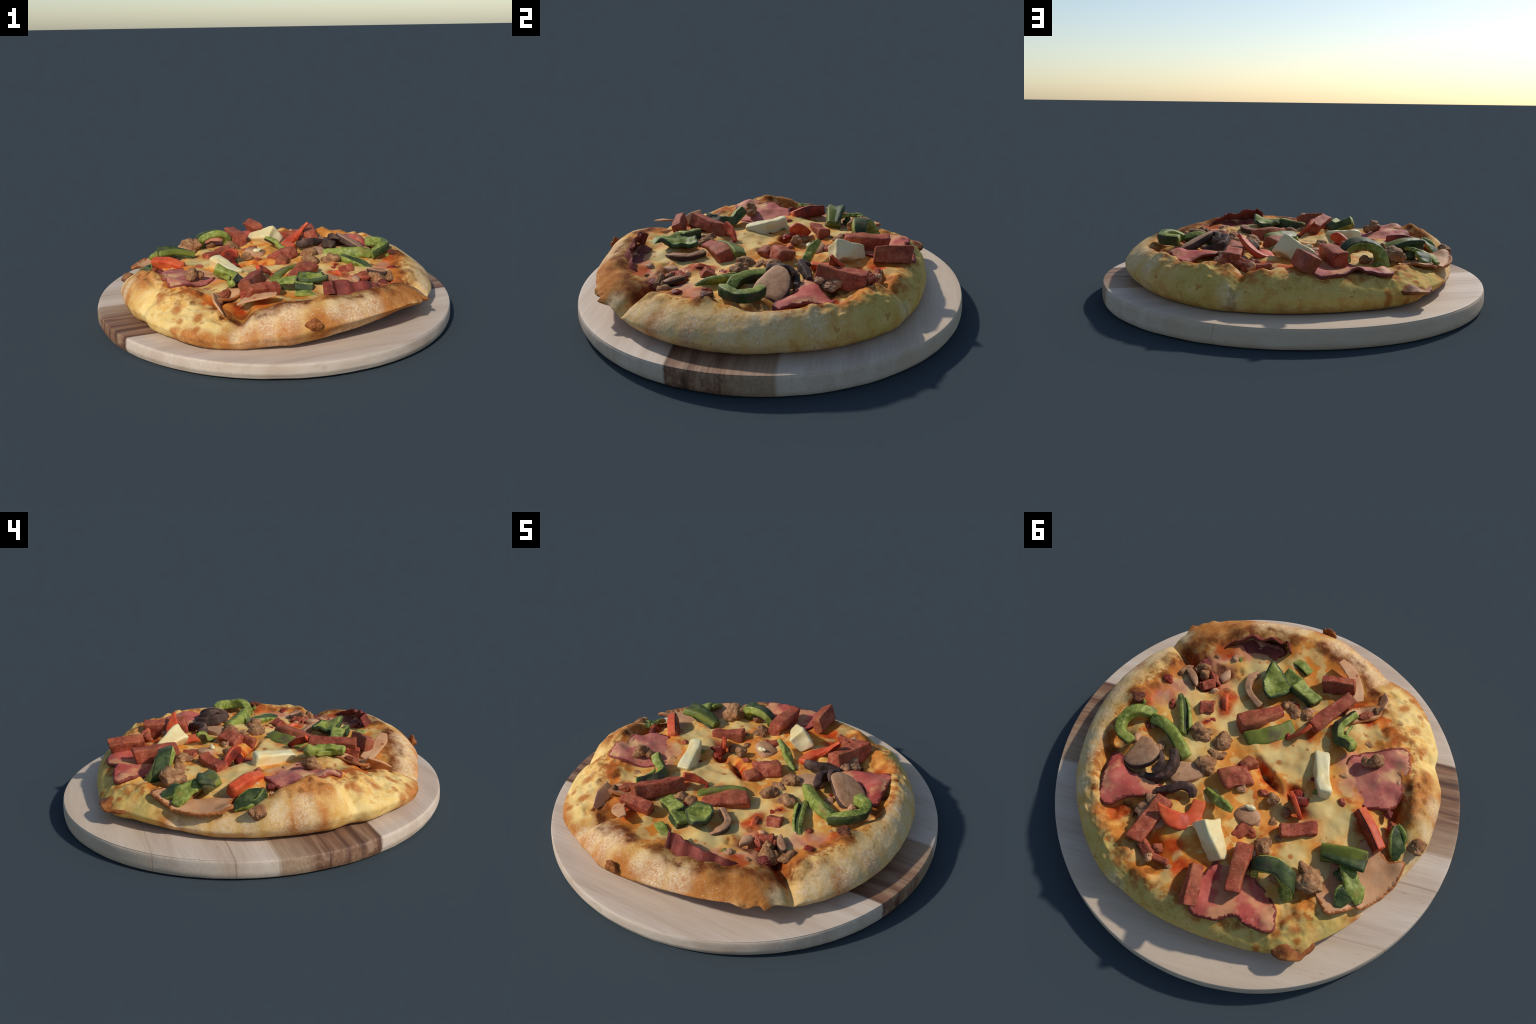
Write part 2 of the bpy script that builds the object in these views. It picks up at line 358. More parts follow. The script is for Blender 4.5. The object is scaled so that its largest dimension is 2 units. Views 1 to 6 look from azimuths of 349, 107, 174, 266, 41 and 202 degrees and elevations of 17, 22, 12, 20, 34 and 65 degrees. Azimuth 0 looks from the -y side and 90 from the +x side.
    col = n.mix(n.math("MULTIPLY", sc, n.mapr(mid, 0.30, 0.60, 1.0, 0.5)), col, n.mix(fine, (0.035, 0.010, 0.006), (0.21, 0.048, 0.011)))
    # ---- underside
    n.bump(n.math("ADD", fine, n.math("MULTIPLY", grain, 0.3)), 0.06, 0.004)
    rough = n.mapr(n.mapr(edge, 0.665, 0.725), 0, 1, 0.58, 0.85)
    return n.done(col, rough)

# ------------------------------------------------------------------ materials: toppings
def meat_material():
    n = Nodes("smoked_meat", rough=0.65, spec=0.18)
    p = n.shifted()
    a, b, c = n.noise(22, 4, 0.6, p), n.noise(85, 3, 0.6, p), n.noise(9, 2, 0.5, p)
    col = n.ramp(a, [(0.25, (0.15, 0.026, 0.012)), (0.5, (0.34, 0.066, 0.032)), (0.75, (0.49, 0.145, 0.072))])
    col = n.mix(n.mapr(b, 0.54, 0.68, 0, 0.42), col, (0.54, 0.25, 0.15))
    col = n.mix(n.mapr(b, 0.25, 0.40, 0.55, 0), col, (0.13, 0.028, 0.018))
    col = n.mix(n.mapr(c, 0.48, 0.66, 0, 0.65), col, n.mix(a, (0.13, 0.032, 0.012), (0.40, 0.13, 0.05)))
    n.bump(n.math("ADD", a, b), 0.35, 0.006)
    return n.done(col)

def sausage_material():
    n = Nodes("sausage_meat", rough=0.68, spec=0.18)
    p = n.shifted()
    a, b, c = n.noise(26, 4, 0.65, p), n.noise(80, 3, 0.6, p), n.noise(12, 2, 0.5, p)
    col = n.ramp(a, [(0.28, (0.12, 0.048, 0.020)), (0.5, (0.31, 0.145, 0.062)), (0.72, (0.52, 0.29, 0.13))])
    col = n.mix(n.mapr(c, 0.5, 0.68, 0, 0.5), col, (0.29, 0.10, 0.035))
    col = n.mix(n.mapr(b, 0.58, 0.7, 0, 0.4), col, (0.50, 0.33, 0.19))
    n.bump(n.math("ADD", a, b), 0.5, 0.008)
    return n.done(col)

def pepper_flesh_material():
    n = Nodes("green_pepper_flesh", rough=0.55, spec=0.25)
    p = n.shifted()
    a, b = n.noise(14, 3, 0.55, p), n.noise(55, 3, 0.6, p)
    col = n.ramp(a, [(0.25, (0.085, 0.11, 0.015)), (0.5, (0.185, 0.215, 0.030)), (0.75, (0.33, 0.345, 0.068))])
    col = n.mix(n.mapr(b, 0.46, 0.68, 0, 0.6), col, (0.42, 0.45, 0.13))
    col = n.mix(n.mapr(n.noise(10, 2, 0.5, p), 0.60, 0.72, 0, 0.55), col, (0.30, 0.20, 0.045))
    n.bump(b, 0.2, 0.005)
    return n.done(col)

def pepper_skin_material():
    n = Nodes("green_pepper_skin", rough=0.55, spec=0.22)
    p = n.shifted()
    a, b = n.noise(13, 3, 0.6, p), n.noise(45, 3, 0.6, p)
    col = n.ramp(a, [(0.25, (0.016, 0.027, 0.008)), (0.5, (0.038, 0.058, 0.016)), (0.75, (0.115, 0.140, 0.045))])
    col = n.mix(n.mapr(n.noise(9, 3, 0.6, p), 0.52, 0.66, 0, 0.75), col, (0.075, 0.048, 0.035))
    col = n.mix(n.mapr(b, 0.58, 0.7, 0, 0.3), col, (0.20, 0.24, 0.12))
    n.bump(b, 0.15, 0.004)
    return n.done(col)

def pickled_pepper_material():
    n = Nodes("olive_green_pepper", rough=0.5, spec=0.25)
    p = n.shifted()
    a = n.noise(12, 3, 0.6, p)
    col = n.ramp(a, [(0.25, (0.11, 0.125, 0.018)), (0.5, (0.17, 0.185, 0.026)), (0.75, (0.25, 0.24, 0.045))])
    col = n.mix(n.mapr(n.noise(8, 3, 0.6, p), 0.55, 0.68, 0, 0.7), col, (0.10, 0.065, 0.045))
    return n.done(col)

def red_flesh_material():
    n = Nodes("red_pepper_flesh", rough=0.5, spec=0.25)
    p = n.shifted()
    a = n.noise(16, 3, 0.6, p)
    col = n.ramp(a, [(0.25, (0.36, 0.035, 0.012)), (0.5, (0.56, 0.075, 0.022)), (0.75, (0.66, 0.15, 0.05))])
    return n.done(col)

def red_skin_material():
    n = Nodes("red_pepper_skin", rough=0.5, spec=0.25)
    p = n.shifted()
    a = n.noise(14, 3, 0.6, p)
    col = n.ramp(a, [(0.28, (0.06, 0.012, 0.008)), (0.5, (0.22, 0.022, 0.010)), (0.75, (0.42, 0.05, 0.018))])
    return n.done(col)

def char_material():
    n = Nodes("charred_edge", rough=0.7, spec=0.2)
    a = n.noise(40, 3, 0.6, n.shifted())
    return n.done(n.ramp(a, [(0.35, (0.018, 0.010, 0.008)), (0.7, (0.085, 0.035, 0.022))]))

def ham_material(name, stops, fleck, melt=0.0):
    n = Nodes(name, rough=0.62, spec=0.2)
    p = n.shifted()
    a, b = n.noise(9, 4, 0.6, p), n.noise(60, 3, 0.6, p)
    col = n.ramp(a, [(0.28, stops[0]), (0.5, stops[1]), (0.72, stops[2])])
    col = n.mix(n.mapr(b, 0.56, 0.70, 0, 0.35), col, fleck)
    sp = n.mapr(n.voronoi(17.0, p), 0.10, 0.2, 0.8, 0.0)
    col = n.mix(n.math("MULTIPLY", sp, n.mapr(n.noise(6, 1, 0.5, p), 0.5, 0.6)), col, (0.33, 0.07, 0.02))
    if melt:
        veil = n.mapr(n.noise(5.5, 3, 0.55, p), 0.50, 0.60, 0, melt)
        col = n.mix(veil, col, n.mix(a, (0.62, 0.26, 0.11), (0.74, 0.46, 0.20)))
    n.bump(n.math("ADD", a, b), 0.2, 0.006)
    return n.done(col)

def fresh_cheese_material():
    n = Nodes("pale_cheese", rough=0.45, spec=0.35)
    p = n.shifted()
    a = n.noise(9, 3, 0.5, p)
    col = n.ramp(a, [(0.3, (0.66, 0.52, 0.22)), (0.55, (0.76, 0.65, 0.35)), (0.8, (0.80, 0.71, 0.44))])
    col = n.mix(n.mapr(n.noise(6.0, 2, 0.5, p), 0.55, 0.68, 0, 0.5), col, (0.68, 0.45, 0.16))
    st = n.mapr(n.voronoi(16.0, p), 0.10, 0.22, 0.7, 0.0)
    col = n.mix(n.math("MULTIPLY", st, n.mapr(n.noise(7, 1, 0.5, p), 0.55, 0.62)), col, (0.52, 0.33, 0.08))
    n.bump(n.noise(30, 2, 0.5, p), 0.15, 0.005)
    return n.done(col)

def mushroom_material():
    n = Nodes("mushroom_flesh", rough=0.6, spec=0.2)
    p = n.shifted()
    a, b = n.noise(11, 3, 0.6, p), n.noise(45, 3, 0.6, p)
    col = n.ramp(a, [(0.25, (0.26, 0.115, 0.055)), (0.5, (0.46, 0.235, 0.12)), (0.75, (0.58, 0.345, 0.195))])
    col = n.mix(n.mapr(b, 0.3, 0.45, 0.4, 0), col, (0.15, 0.07, 0.04))
    n.bump(b, 0.2, 0.005)
    return n.done(col)

def gill_material():
    n = Nodes("mushroom_gills", rough=0.65, spec=0.2)
    p = n.shifted()
    a = n.noise(18, 4, 0.6, p)
    col = n.ramp(a, [(0.3, (0.030, 0.017, 0.013)), (0.55, (0.085, 0.047, 0.035)), (0.8, (0.19, 0.11, 0.075))])
    n.bump(n.noise(60, 3, 0.6, p), 0.4, 0.006)
    return n.done(col)

WOOD = wood_material()
MEAT, SAUSAGE = meat_material(), sausage_material()
FLESH, SKIN, OLIVE = pepper_flesh_material(), pepper_skin_material(), pickled_pepper_material()
RED, REDSKIN, CHAR = red_flesh_material(), red_skin_material(), char_material()
HAM = ham_material("ham", [(0.34, 0.045, 0.032), (0.46, 0.085, 0.060), (0.52, 0.15, 0.10)], (0.58, 0.27, 0.20), 0.6)
BACON = ham_material("crisp_ham", [(0.10, 0.018, 0.012), (0.20, 0.035, 0.024), (0.33, 0.08, 0.05)], (0.36, 0.14, 0.09))
TURKEY = ham_material("turkey_slice", [(0.50, 0.22, 0.09), (0.60, 0.31, 0.15), (0.64, 0.38, 0.20)], (0.66, 0.42, 0.25))
TURKEY_EDGE = ham_material("browned_turkey_edge", [(0.26, 0.075, 0.02), (0.42, 0.14, 0.04), (0.55, 0.22, 0.07)], (0.36, 0.12, 0.04))
CHEESE, MUSHROOM, GILL = fresh_cheese_material(), mushroom_material(), gill_material()

# ------------------------------------------------------------------ the board
BOARD_TOP, BCX, BCY = 0.0935, -0.0115, -0.001
def build_board():
    prof = [(0.0, 0.003), (0.80, 0.002), (0.955, 0.0008), (0.974, 0.002), (0.981, 0.009), (0.985, 0.025), (0.984, 0.050), (0.983, 0.068), (0.981, 0.081), (0.977, 0.0885), (0.970, 0.0922), (0.90, 0.0930), (0.6, 0.0930), (0.0, 0.0930)]
    P = catmull(prof, 97)
    # the first and last knots are the two centres
    nt = 360
    th = np.linspace(-np.pi, np.pi, nt, endpoint=False)
    verts, faces = [], []
    rows = len(P) - 2
    for r, z in P[1:-1]:
        zz = np.full(nt, z)
        rr = np.full(nt, max(r, 0.001))
        if r > 0.9:
            circ = np.c_[np.cos(th), np.sin(th), np.full(nt, z)]
            low = float(smooth(0.05, 0.010, z))
            front = np.clip(0.5 - 0.5 * np.cos(th - math.radians(80)), 0, 1) ** 1.5      # the worn, lifted side
            rr = rr * (1 + 0.0012 * vnoise(circ, 3.0, 3)) - low * (0.007 * front + 0.002 * np.maximum(0, fbm(circ, 5.0, 8))) + 0.0006 * vnoise(circ, 20.0, 5)
            zz = zz + low * (0.011 * front + 0.003 * np.maximum(0, fbm(circ, 6.0, 9))) * (z < 0.04)
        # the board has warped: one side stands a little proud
        dth = (th - math.radians(8) + np.pi) % (2 * np.pi) - np.pi
        zz = zz + 0.012 * np.exp(-(dth / 0.65) ** 2) * smooth(0.45, 0.95, r) * smooth(0.03, 0.08, z)
        verts.append(np.c_[BCX + 1.003 * rr * np.cos(th), BCY + 0.991 * rr * np.sin(th), zz])
    V = np.vstack(verts)
    V = np.vstack([V, [[BCX, BCY, prof[0][1]], [BCX, BCY, prof[-1][1]]]])
    lo, hi = len(V) - 2, len(V) - 1
    for i in range(rows - 1):
        for j in range(nt):
            k = (j + 1) % nt
            faces.append((i * nt + j, i * nt + k, (i + 1) * nt + k, (i + 1) * nt + j))
    for j in range(nt):
        k = (j + 1) % nt
        faces.append((lo, k, j))
        faces.append((hi, (rows - 1) * nt + j, (rows - 1) * nt + k))
    ob = new_object("wooden_board", V, faces, [WOOD], centre=(0, 0, 0))
    ob["label"] = "round laminated wooden serving board with one dark brown plank"
    ob["category"] = "serving board"
    return ob

# ------------------------------------------------------------------ the pizza body
# angle, outer radius, height of the lower edge, height of the crust ridge, width from rim to ridge, fullness of the roll
RIM = [(-180, .860, .100, .258, .11, .6), (-174, .866, .100, .292, .12, .7), (-168, .874, .100, .302, .13, .7), (-160, .884, .100, .304, .15, .6), (-152, .862, .100, .285, .18, .1), (-147, .895, .100, .280, .23, -.2),
       (-136, .905, .100, .272, .27, -.3), (-125, .912, .098, .250, .28, -.3), (-118, .892, .098, .232, .24, .1), (-114.5, .876, .098, .222, .20, .2), (-111, .874, .100, .250, .15, .5),
       (-103, .868, .106, .272, .14, .6), (-97, .876, .108, .288, .13, .6), (-90, .868, .116, .298, .13, .6), (-77, .858, .128, .306, .13, .5), (-66, .864, .139, .304, .13, .5),
       (-55, .874, .150, .294, .13, .5), (-45, .872, .150, .278, .13, .5), (-38, .870, .132, .252, .13, .3), (-34.8, .860, .116, .228, .13, .2), (-32, .866, .109, .258, .14, .3),
       (-25, .870, .103, .274, .15, .2), (-15, .873, .100, .284, .15, .2), (0, .866, .100, .286, .15, .1), (12, .852, .100, .292, .13, .3), (27, .848, .100, .297, .12, .4),
       (45, .842, .100, .278, .12, .5), (58, .834, .100, .276, .12, .5), (63, .828, .100, .270, .12, .5), (66.5, .814, .100, .244, .11, .4), (70, .810, .100, .266, .11, .5),
       (84, .799, .100, .268, .11, .5), (95, .795, .100, .260, .11, .5), (105, .800, .100, .252, .12, .4), (115, .826, .100, .246, .15, .1), (122, .845, .104, .242, .18, .0),
       (128, .856, .110, .240, .19, .0), (133, .832, .113, .240, .16, .2), (145, .824, .116, .222, .13, .4), (150, .820, .111, .200, .11, .5), (152.3, .806, .106, .190, .10, .5),
       (155, .812, .104, .196, .10, .5), (165, .822, .100, .202, .09, .5), (172, .836, .100, .210, .09, .5), (176, .848, .100, .228, .10, .5)]
# how far the foot of the crust is tucked in under the rim: (angle, distance)
TUCK = [(-180, .085), (-165, .075), (-150, .060), (-136, .070), (-122, .045), (-114, .030), (-104, .065), (-95, .085), (-80, .105), (-50, .130), (-38, .100), (-32, .085), (-15, .095), (20, .090), (45, .050), (60, .032), (70, .024), (105, .034), (128, .060), (145, .045), (165, .045), (174, .065), (180, .085)]
# lumps and hollows of the top, (x, y, radius, height)
LUMPS = [(-.735, -.09, .05, .014), (-.70, -.17, .04, .008), (-.49, -.01, .10, .018), (-.35, .07, .07, .010), (-.60, .04, .06, .012), (-.084, -.075, .075, .016), (-.04, .01, .035, -.020), (-.085, .05, .03, -.016), (.02, .11, .07, .014), (-.21, .05, .05, -.018), (-.29, .12, .045, -.015),
         (-.20, -.17, .09, .010), (-.58, -.30, .09, .016), (-.60, -.18, .08, .014), (-.50, -.20, .09, .016), (.668, -.085, .055, .038), (.63, -.02, .05, -.022), (.655, .13, .06, -.045),
         (.64, .22, .05, -.050), (.62, .31, .04, -.045), (.50, .45, .06, -.045), (.43, .49, .05, -.035), (.40, .36, .05, -.01), (.50, -.39, .045, -.030), (.42, -.34, .04, -.030), (.60, -.43, .05, -.020),
         (.19, -.53, .10, .010), (.30, -.45, .08, .008), (-.30, -.40, .10, .010), (-.46, -.52, .06, -.012), (-.33, -.62, .06, -.02), (-.52, -.44, .04, .014), (.21, -.70, .06, -.012), (.42, -.60, .05, -.015),
         (-.70, -.22, .035, .022), (-.66, -.10, .05, -.020), (-.67, -.03, .05, -.028), (-.665, -.38, .035, .022), (-.60, -.46, .035, .018), (-.68, -.44, .04, .010), (-.735, -.30, .035, .014), (-.74, -.14, .03, .012),
         (.29, .53, .05, -.03), (.20, .60, .06, -.02), (.12, .62, .05, .018), (.20, .68, .035, .018), (.27, .66, .03, .016), (.34, .60, .035, .018), (.40, .55, .035, .016), (.45, .61, .04, .014), (.54, .53, .04, .016), (.60, .44, .04, .012),
         (-.43, .60, .035, .020), (-.46, .53, .04, .022), (-.38, .68, .03, .018), (-.44, .72, .03, .016), (-.52, .58, .04, .010), (-.35, .62, .03, .010), (-.60, .30, .10, .012), (-.15, .36, .06, -.008), (.335, .738, .022, .014),
         (.69, -.30, .04, .012), (.65, -.36, .035, .016), (.60, -.27, .035, .012), (.40, -.64, .05, .012), (.08, -.66, .07, .010), (-.05, -.66, .06, .012), (-.12, -.68, .05, .010)]
MELT = [(.13, -.21), (.05, -.29), (-.19, -.34), (-.26, -.46), (-.13, -.56), (-.22, -.57), (.31, .39), (.32, .50), (-.12, .43), (-.16, .55), (0, .58), (-.03, .67), (.07, .10), (-.25, -.16),
        (-.33, -.04), (.03, .37), (-.04, .44), (.31, -.05), (.21, -.05), (.21, .07), (-.43, .39), (-.19, .34), (-.50, -.25), (.60, .02), (.46, 0), (.36, .06), (-.49, .23), (-.59, .22), (-.56, .04), (-.63, .10), (.05, -.20),
        (-.02, -.22), (.11, -.45), (.06, -.49), (-.07, -.45), (-.33, -.33), (.19, .39), (.29, -.27)]
# hollow lines inside the cheese: from, to, half width, depth
VALLEYS = [((.655, .01), (.675, .14), .030, .006), ((.675, .14), (.655, .27), .028, .010), ((.655, .27), (.59, .38), .030, .012), ((.59, .40), (.50, .49), .030, .014), ((-.675, -.02), (-.665, -.12), .024, .022), ((.44, -.33), (.58, -.43), .022, .026), ((.015, -.039), (-.065, .008), .020, .030), ((-.065, .008), (-.142, .055), .022, .038), ((-.20, .03), (-.25, .10), .028, .026), ((.30, -.44), (.41, -.33), .020, .020), ((.43, -.31), (.49, -.37), .030, .035),
           ((-.30, -.58), (-.24, -.50), .030, .030), ((-.34, -.48), (-.40, -.52), .025, .028), ((.44, .40), (.36, .40), .030, .035), ((.36, .47), (.25, .53), .028, .030), ((.35, -.41), (.42, -.36), .026, .020)]
CUTS = [(-34.6, .026, .024, .44, .74), (-114.5, .026, .050, .46, .72), (66.5, .022, .025, .60, .80), (152.0, .014, .020, .66, .80), (-151.5, .020, .022, .70, .86), (14, .008, .03, .62, .8)]

def rim_at(deg):
    T = np.array(RIM)
    A = np.concatenate([T[:, 0] - 360, T[:, 0], T[:, 0] + 360])
    fine = np.arange(-180, 180, 0.25)
    k = np.exp(-0.5 * (np.arange(-8, 9) / 3.0) ** 2)
    k /= k.sum()
    out = []
    for c in range(1, 6):
        v = np.interp(fine, A, np.tile(T[:, c], 3))
        v = np.convolve(np.concatenate([v[-8:], v, v[:8]]), k, "valid")
        out.append(np.interp(deg, np.concatenate([fine, [180]]), np.concatenate([v, v[:1]])))
    return out

def build_body(parent):
    nt = 800
    deg = np.linspace(-180, 180, nt, endpoint=False)
    th = np.radians(deg)
    R, zb, zt, w, full = rim_at(deg)
    tuck = np.interp(deg, [t[0] for t in TUCK], [t[1] for t in TUCK])
    zin = 0.42 * zt + 0.58 * 0.262 - 0.010
    h = zt - zb
    lift = zb - 0.1
    one = np.ones(nt)
    knots = [(0.02 * one, 0.0985 * one), (0.35 * one, 0.0985 * one), (R - 0.10 - tuck - 2.4 * lift, 0.0985 + 0.15 * lift), (R - tuck - 0.2 * lift, zb - 0.12 * lift), (R - 0.47 * tuck - 0.5 * lift, zb + 0.08 * h),
             (R - 0.15 * tuck - 0.5 * lift, zb + (0.24 + 1.2 * lift) * h), (R - 0.000, zb + (0.41 + 2.5 * lift) * h), (R - 0.10 * w, zb + (0.56 + 0.08 * full) * h), (R - 0.30 * w, zb + (0.71 + 0.13 * full) * h), (R - 0.60 * w, zb + (0.89 + 0.07 * full) * h), (R - w, zt),
             (R - w - 0.05, zt * 0.65 + zin * 0.35 - 0.005), (R - w - 0.11, zin), (0.42 * one, 0.260 * one), (0.22 * one, 0.256 * one), (0.02 * one, 0.256 * one)]
    counts = [3, 4, 5, 7, 8, 9, 9, 10, 12, 14, 14, 16, 30, 26, 26]
    K = np.array(knots).transpose(0, 2, 1)            # knot, angle, (r, z)
    K = np.concatenate([K[:1], K, K[-1:]])
    rows, kpar = [], []
    for s, c in enumerate(counts):
        a, b, cc, d = K[s], K[s + 1], K[s + 2], K[s + 3]
        for t in np.arange(c) / c:
            # centripetal-like tension keeps the long spans from overshooting
            m0, m1 = 0.5 * (cc - a), 0.5 * (d - b)
            span = np.linalg.norm(cc - b, axis=1, keepdims=True)
            m0 = m0 * np.minimum(1, span / (np.linalg.norm(m0, axis=1, keepdims=True) + 1e-9))
            m1 = m1 * np.minimum(1, span / (np.linalg.norm(m1, axis=1, keepdims=True) + 1e-9))
            rows.append((2 * t ** 3 - 3 * t ** 2 + 1) * b + (t ** 3 - 2 * t ** 2 + t) * m0 + (-2 * t ** 3 + 3 * t ** 2) * cc + (t ** 3 - t ** 2) * m1)
            kpar.append(s + t)
    G = np.array(rows)                                 # row, angle, (r, z)
    nr = len(G)
    kpar = np.array(kpar)
    r, z = G[..., 0], G[..., 1]
    X, Y = r * np.cos(th), r * np.sin(th)
    P = np.stack([X, Y, z], -1).reshape(-1, 3)
    KP = np.repeat(kpar, nt)
    top = smooth(6.0, 8.5, KP)
    shell = smooth(2.6, 4.0, KP)
    rr = np.hypot(P[:, 0], P[:, 1])
    ang = np.degrees(np.arctan2(P[:, 1], P[:, 0]))
    dz = np.zeros(len(P))
    for lx, ly, lr, lh in LUMPS:
        d2 = ((P[:, 0] - lx) ** 2 + (P[:, 1] - ly) ** 2) / lr ** 2
        dz += lh * np.exp(-d2 * 1.2)
    # the cheese has risen and set around the larger toppings
    for mx, my in MELT:
        dz += 0.013 * np.exp(-((P[:, 0] - mx) ** 2 + (P[:, 1] - my) ** 2) / 0.055 ** 2)
    # melted cheese: soft swells, then small puckers; blistered cheese near the ridge
    flat = P * np.array([1, 1, 0.3])
    inner = smooth(10.2, 12.4, KP)
    dz += (0.021 * fbm(flat, 8.0, 21, 2) + 0.005 * fbm(flat, 20.0, 31, 2)) * inner
    bl = np.maximum(0, fbm(P, 15.0, 41, 2) - 0.05)
    bl = bl / (1 + 2.5 * bl)
    cheesy = smooth(0.56, 0.66, rr) * np.maximum.reduce([
        smooth(22, 32, ang) * smooth(75, 66, ang), smooth(108, 114, ang) * smooth(150, 138, ang), smooth(-176, -165, ang) * smooth(-117, -123, ang), 0.0 * ang])
    dz += (0.048 * bl + 0.006 * fbm(P, 30.0, 45, 2)) * cheesy
    P[:, 2] += dz * top
    for (ax, ay), (bx, by), vw, vd in VALLEYS:
        ux, uy = bx - ax, by - ay
        t = np.clip(((P[:, 0] - ax) * ux + (P[:, 1] - ay) * uy) / (ux * ux + uy * uy), 0, 1)
        d = np.hypot(P[:, 0] - ax - t * ux, P[:, 1] - ay - t * uy)
        P[:, 2] -= vd * np.exp(-(d / vw) ** 2) * top
    for a0, depth, wid, r0, r1 in CUTS:
        d = np.abs((ang - a0 + 180) % 360 - 180) * math.pi / 180 * rr
        d = np.abs(d + 0.010 * vnoise(P, 12.0, 51))
        P[:, 2] -= depth * np.exp(-(d / wid) ** 1.3) * smooth(r0, r1, rr) * smooth(4.5, 8.0, KP)
    # dough: gentle unevenness of the outside, pushed out along the radius
    n1 = 0.008 * fbm(P, 5.0, 61, 2) + 0.0016 * fbm(P, 26.0, 71, 2) + 0.0010 * fbm(P, 75.0, 81, 2)
    rim = shell * smooth(0.55, 0.75, rr)
    # puffed, burnt blisters that stand out of the rim: angle, height, spread in degrees, how far
    for a0, z0, da, out in ((-46, .212, 4.0, .030), (-42.5, .205, 1.6, .018), (-49.5, .200, 1.8, .018), (127, .178, 4.5, .016), (-130, .120, 9.0, .010)):
        n1 = n1 + out * np.exp(-np.abs((ang - a0) / da) ** 3 - ((P[:, 2] - z0) / (.030 + .012 * vnoise(P, 30.0, 57))) ** 2) * (0.75 + 0.6 * fbm(P, 34.0, 55, 2))
    P[:, 0] += n1 * rim * np.cos(np.radians(ang))
    P[:, 1] += n1 * rim * np.sin(np.radians(ang))
    P[:, 2] += 0.0012 * fbm(P, 60.0, 91, 2) * top * smooth(0.62, 0.72, rr) + 0.003 * fbm(P, 12, 95) * rim
    P[:, 2] = np.maximum(P[:, 2], 0.0965)
    idx = np.arange(nr * nt).reshape(nr, nt)
    a = idx[:-1]
    b = idx[1:]
    F = np.stack([a, np.roll(a, -1, 1), np.roll(b, -1, 1), b], -1).reshape(-1, 4)
    kf = np.repeat(kpar[:-1], nt)
    V = np.vstack([P, [[0, 0, 0.0985], [0, 0, P[idx[-1], 2].mean()]]])
    c0, c1 = len(V) - 2, len(V) - 1
    faces = F.tolist() + [(c0, int(idx[0][(j + 1) % nt]), int(idx[0][j])) for j in range(nt)] + [(c1, int(idx[-1][j]), int(idx[-1][(j + 1) % nt])) for j in range(nt)]
    kf = np.concatenate([kf, np.zeros(nt), np.full(nt, 99)])
    whole = bpy.data.meshes.new("whole_body")
    whole.from_pydata(V.tolist(), [], faces)
    whole.update()
    N = np.empty(len(V) * 3)
    whole.vertex_normals.foreach_get("vector", N)
    N = N.reshape(-1, 3)
    tree = BVHTree.FromPolygons([Vector(v) for v in V], faces)
    # two parts of one smooth surface: the crust outside the ridge, the cheese inside it
    FA = [np.array(f) for f in faces]
    split = {"crust": kf < 10.6, "melted_cheese": kf >= 10.6}
    for name, sel in split.items():
        part = [FA[i] for i in np.nonzero(sel)[0]]
        used = np.unique(np.concatenate(part))
        back = np.full(len(V), -1)
        back[used] = np.arange(len(used))
        mid = np.array([V[f, :2].mean(0) for f in part])
        sectors = 10 if name == "crust" else 8
        sec = ((np.arctan2(mid[:, 1], mid[:, 0]) / (2 * np.pi) + 0.5) * sectors).astype(int) % sectors
        mats = [body_material("baked_" + name, mid[sec == k][::7]) for k in range(sectors)]
        ob = new_object(name, V[used], [back[f] for f in part], mats, parent, slots=sec, centre=(0, 0, 0))
        ob.data.normals_split_custom_set_from_vertices(N[used].tolist())
    bpy.data.meshes.remove(whole)
    return tree

# ------------------------------------------------------------------ solids for the toppings
def ground(x, y):
    hit = TREE.ray_cast(Vector((x, y, 1.0)), Vector((0, 0, -1)))
    return hit[0].z if hit[0] is not None else 0.2

def rounded_box_grid(h, r, n=10):
    """surface grid of a box with half sizes h and edge radius r"""
    axes = []
    for k in range(3):
        inner = np.linspace(-h[k] + r, h[k] - r, max(3, n if k == 0 else n // 2 + 2))
        axes.append(np.concatenate([[-h[k], -h[k] + 0.35 * r], inner, [h[k] - 0.35 * r, h[k]]]))
    index, verts, faces = {}, [], []
    def vid(p):
        key = tuple(np.round(p, 6))
        if key not in index:
            index[key] = len(verts)
            verts.append(p)
        return index[key]
    for k in range(3):
        u, v = axes[(k + 1) % 3], axes[(k + 2) % 3]
        for side in (-1, 1):
            for i in range(len(u) - 1):
                for j in range(len(v) - 1):
                    q = []
                    for a, b in ((i, j), (i + 1, j), (i + 1, j + 1), (i, j + 1)):
                        p = np.zeros(3)
                        p[k], p[(k + 1) % 3], p[(k + 2) % 3] = side * h[k], u[a], v[b]
                        q.append(vid(p))
                    faces.append(q if side > 0 else q[::-1])
    V = np.array(verts)
    H = np.array(h)
    core = np.clip(V, -(H - r), H - r)
    d = V - core
    L = np.linalg.norm(d, axis=1, keepdims=True)
    N = np.where(L > 1e-9, d / np.maximum(L, 1e-9), 0)
    return core + N * r, faces, N

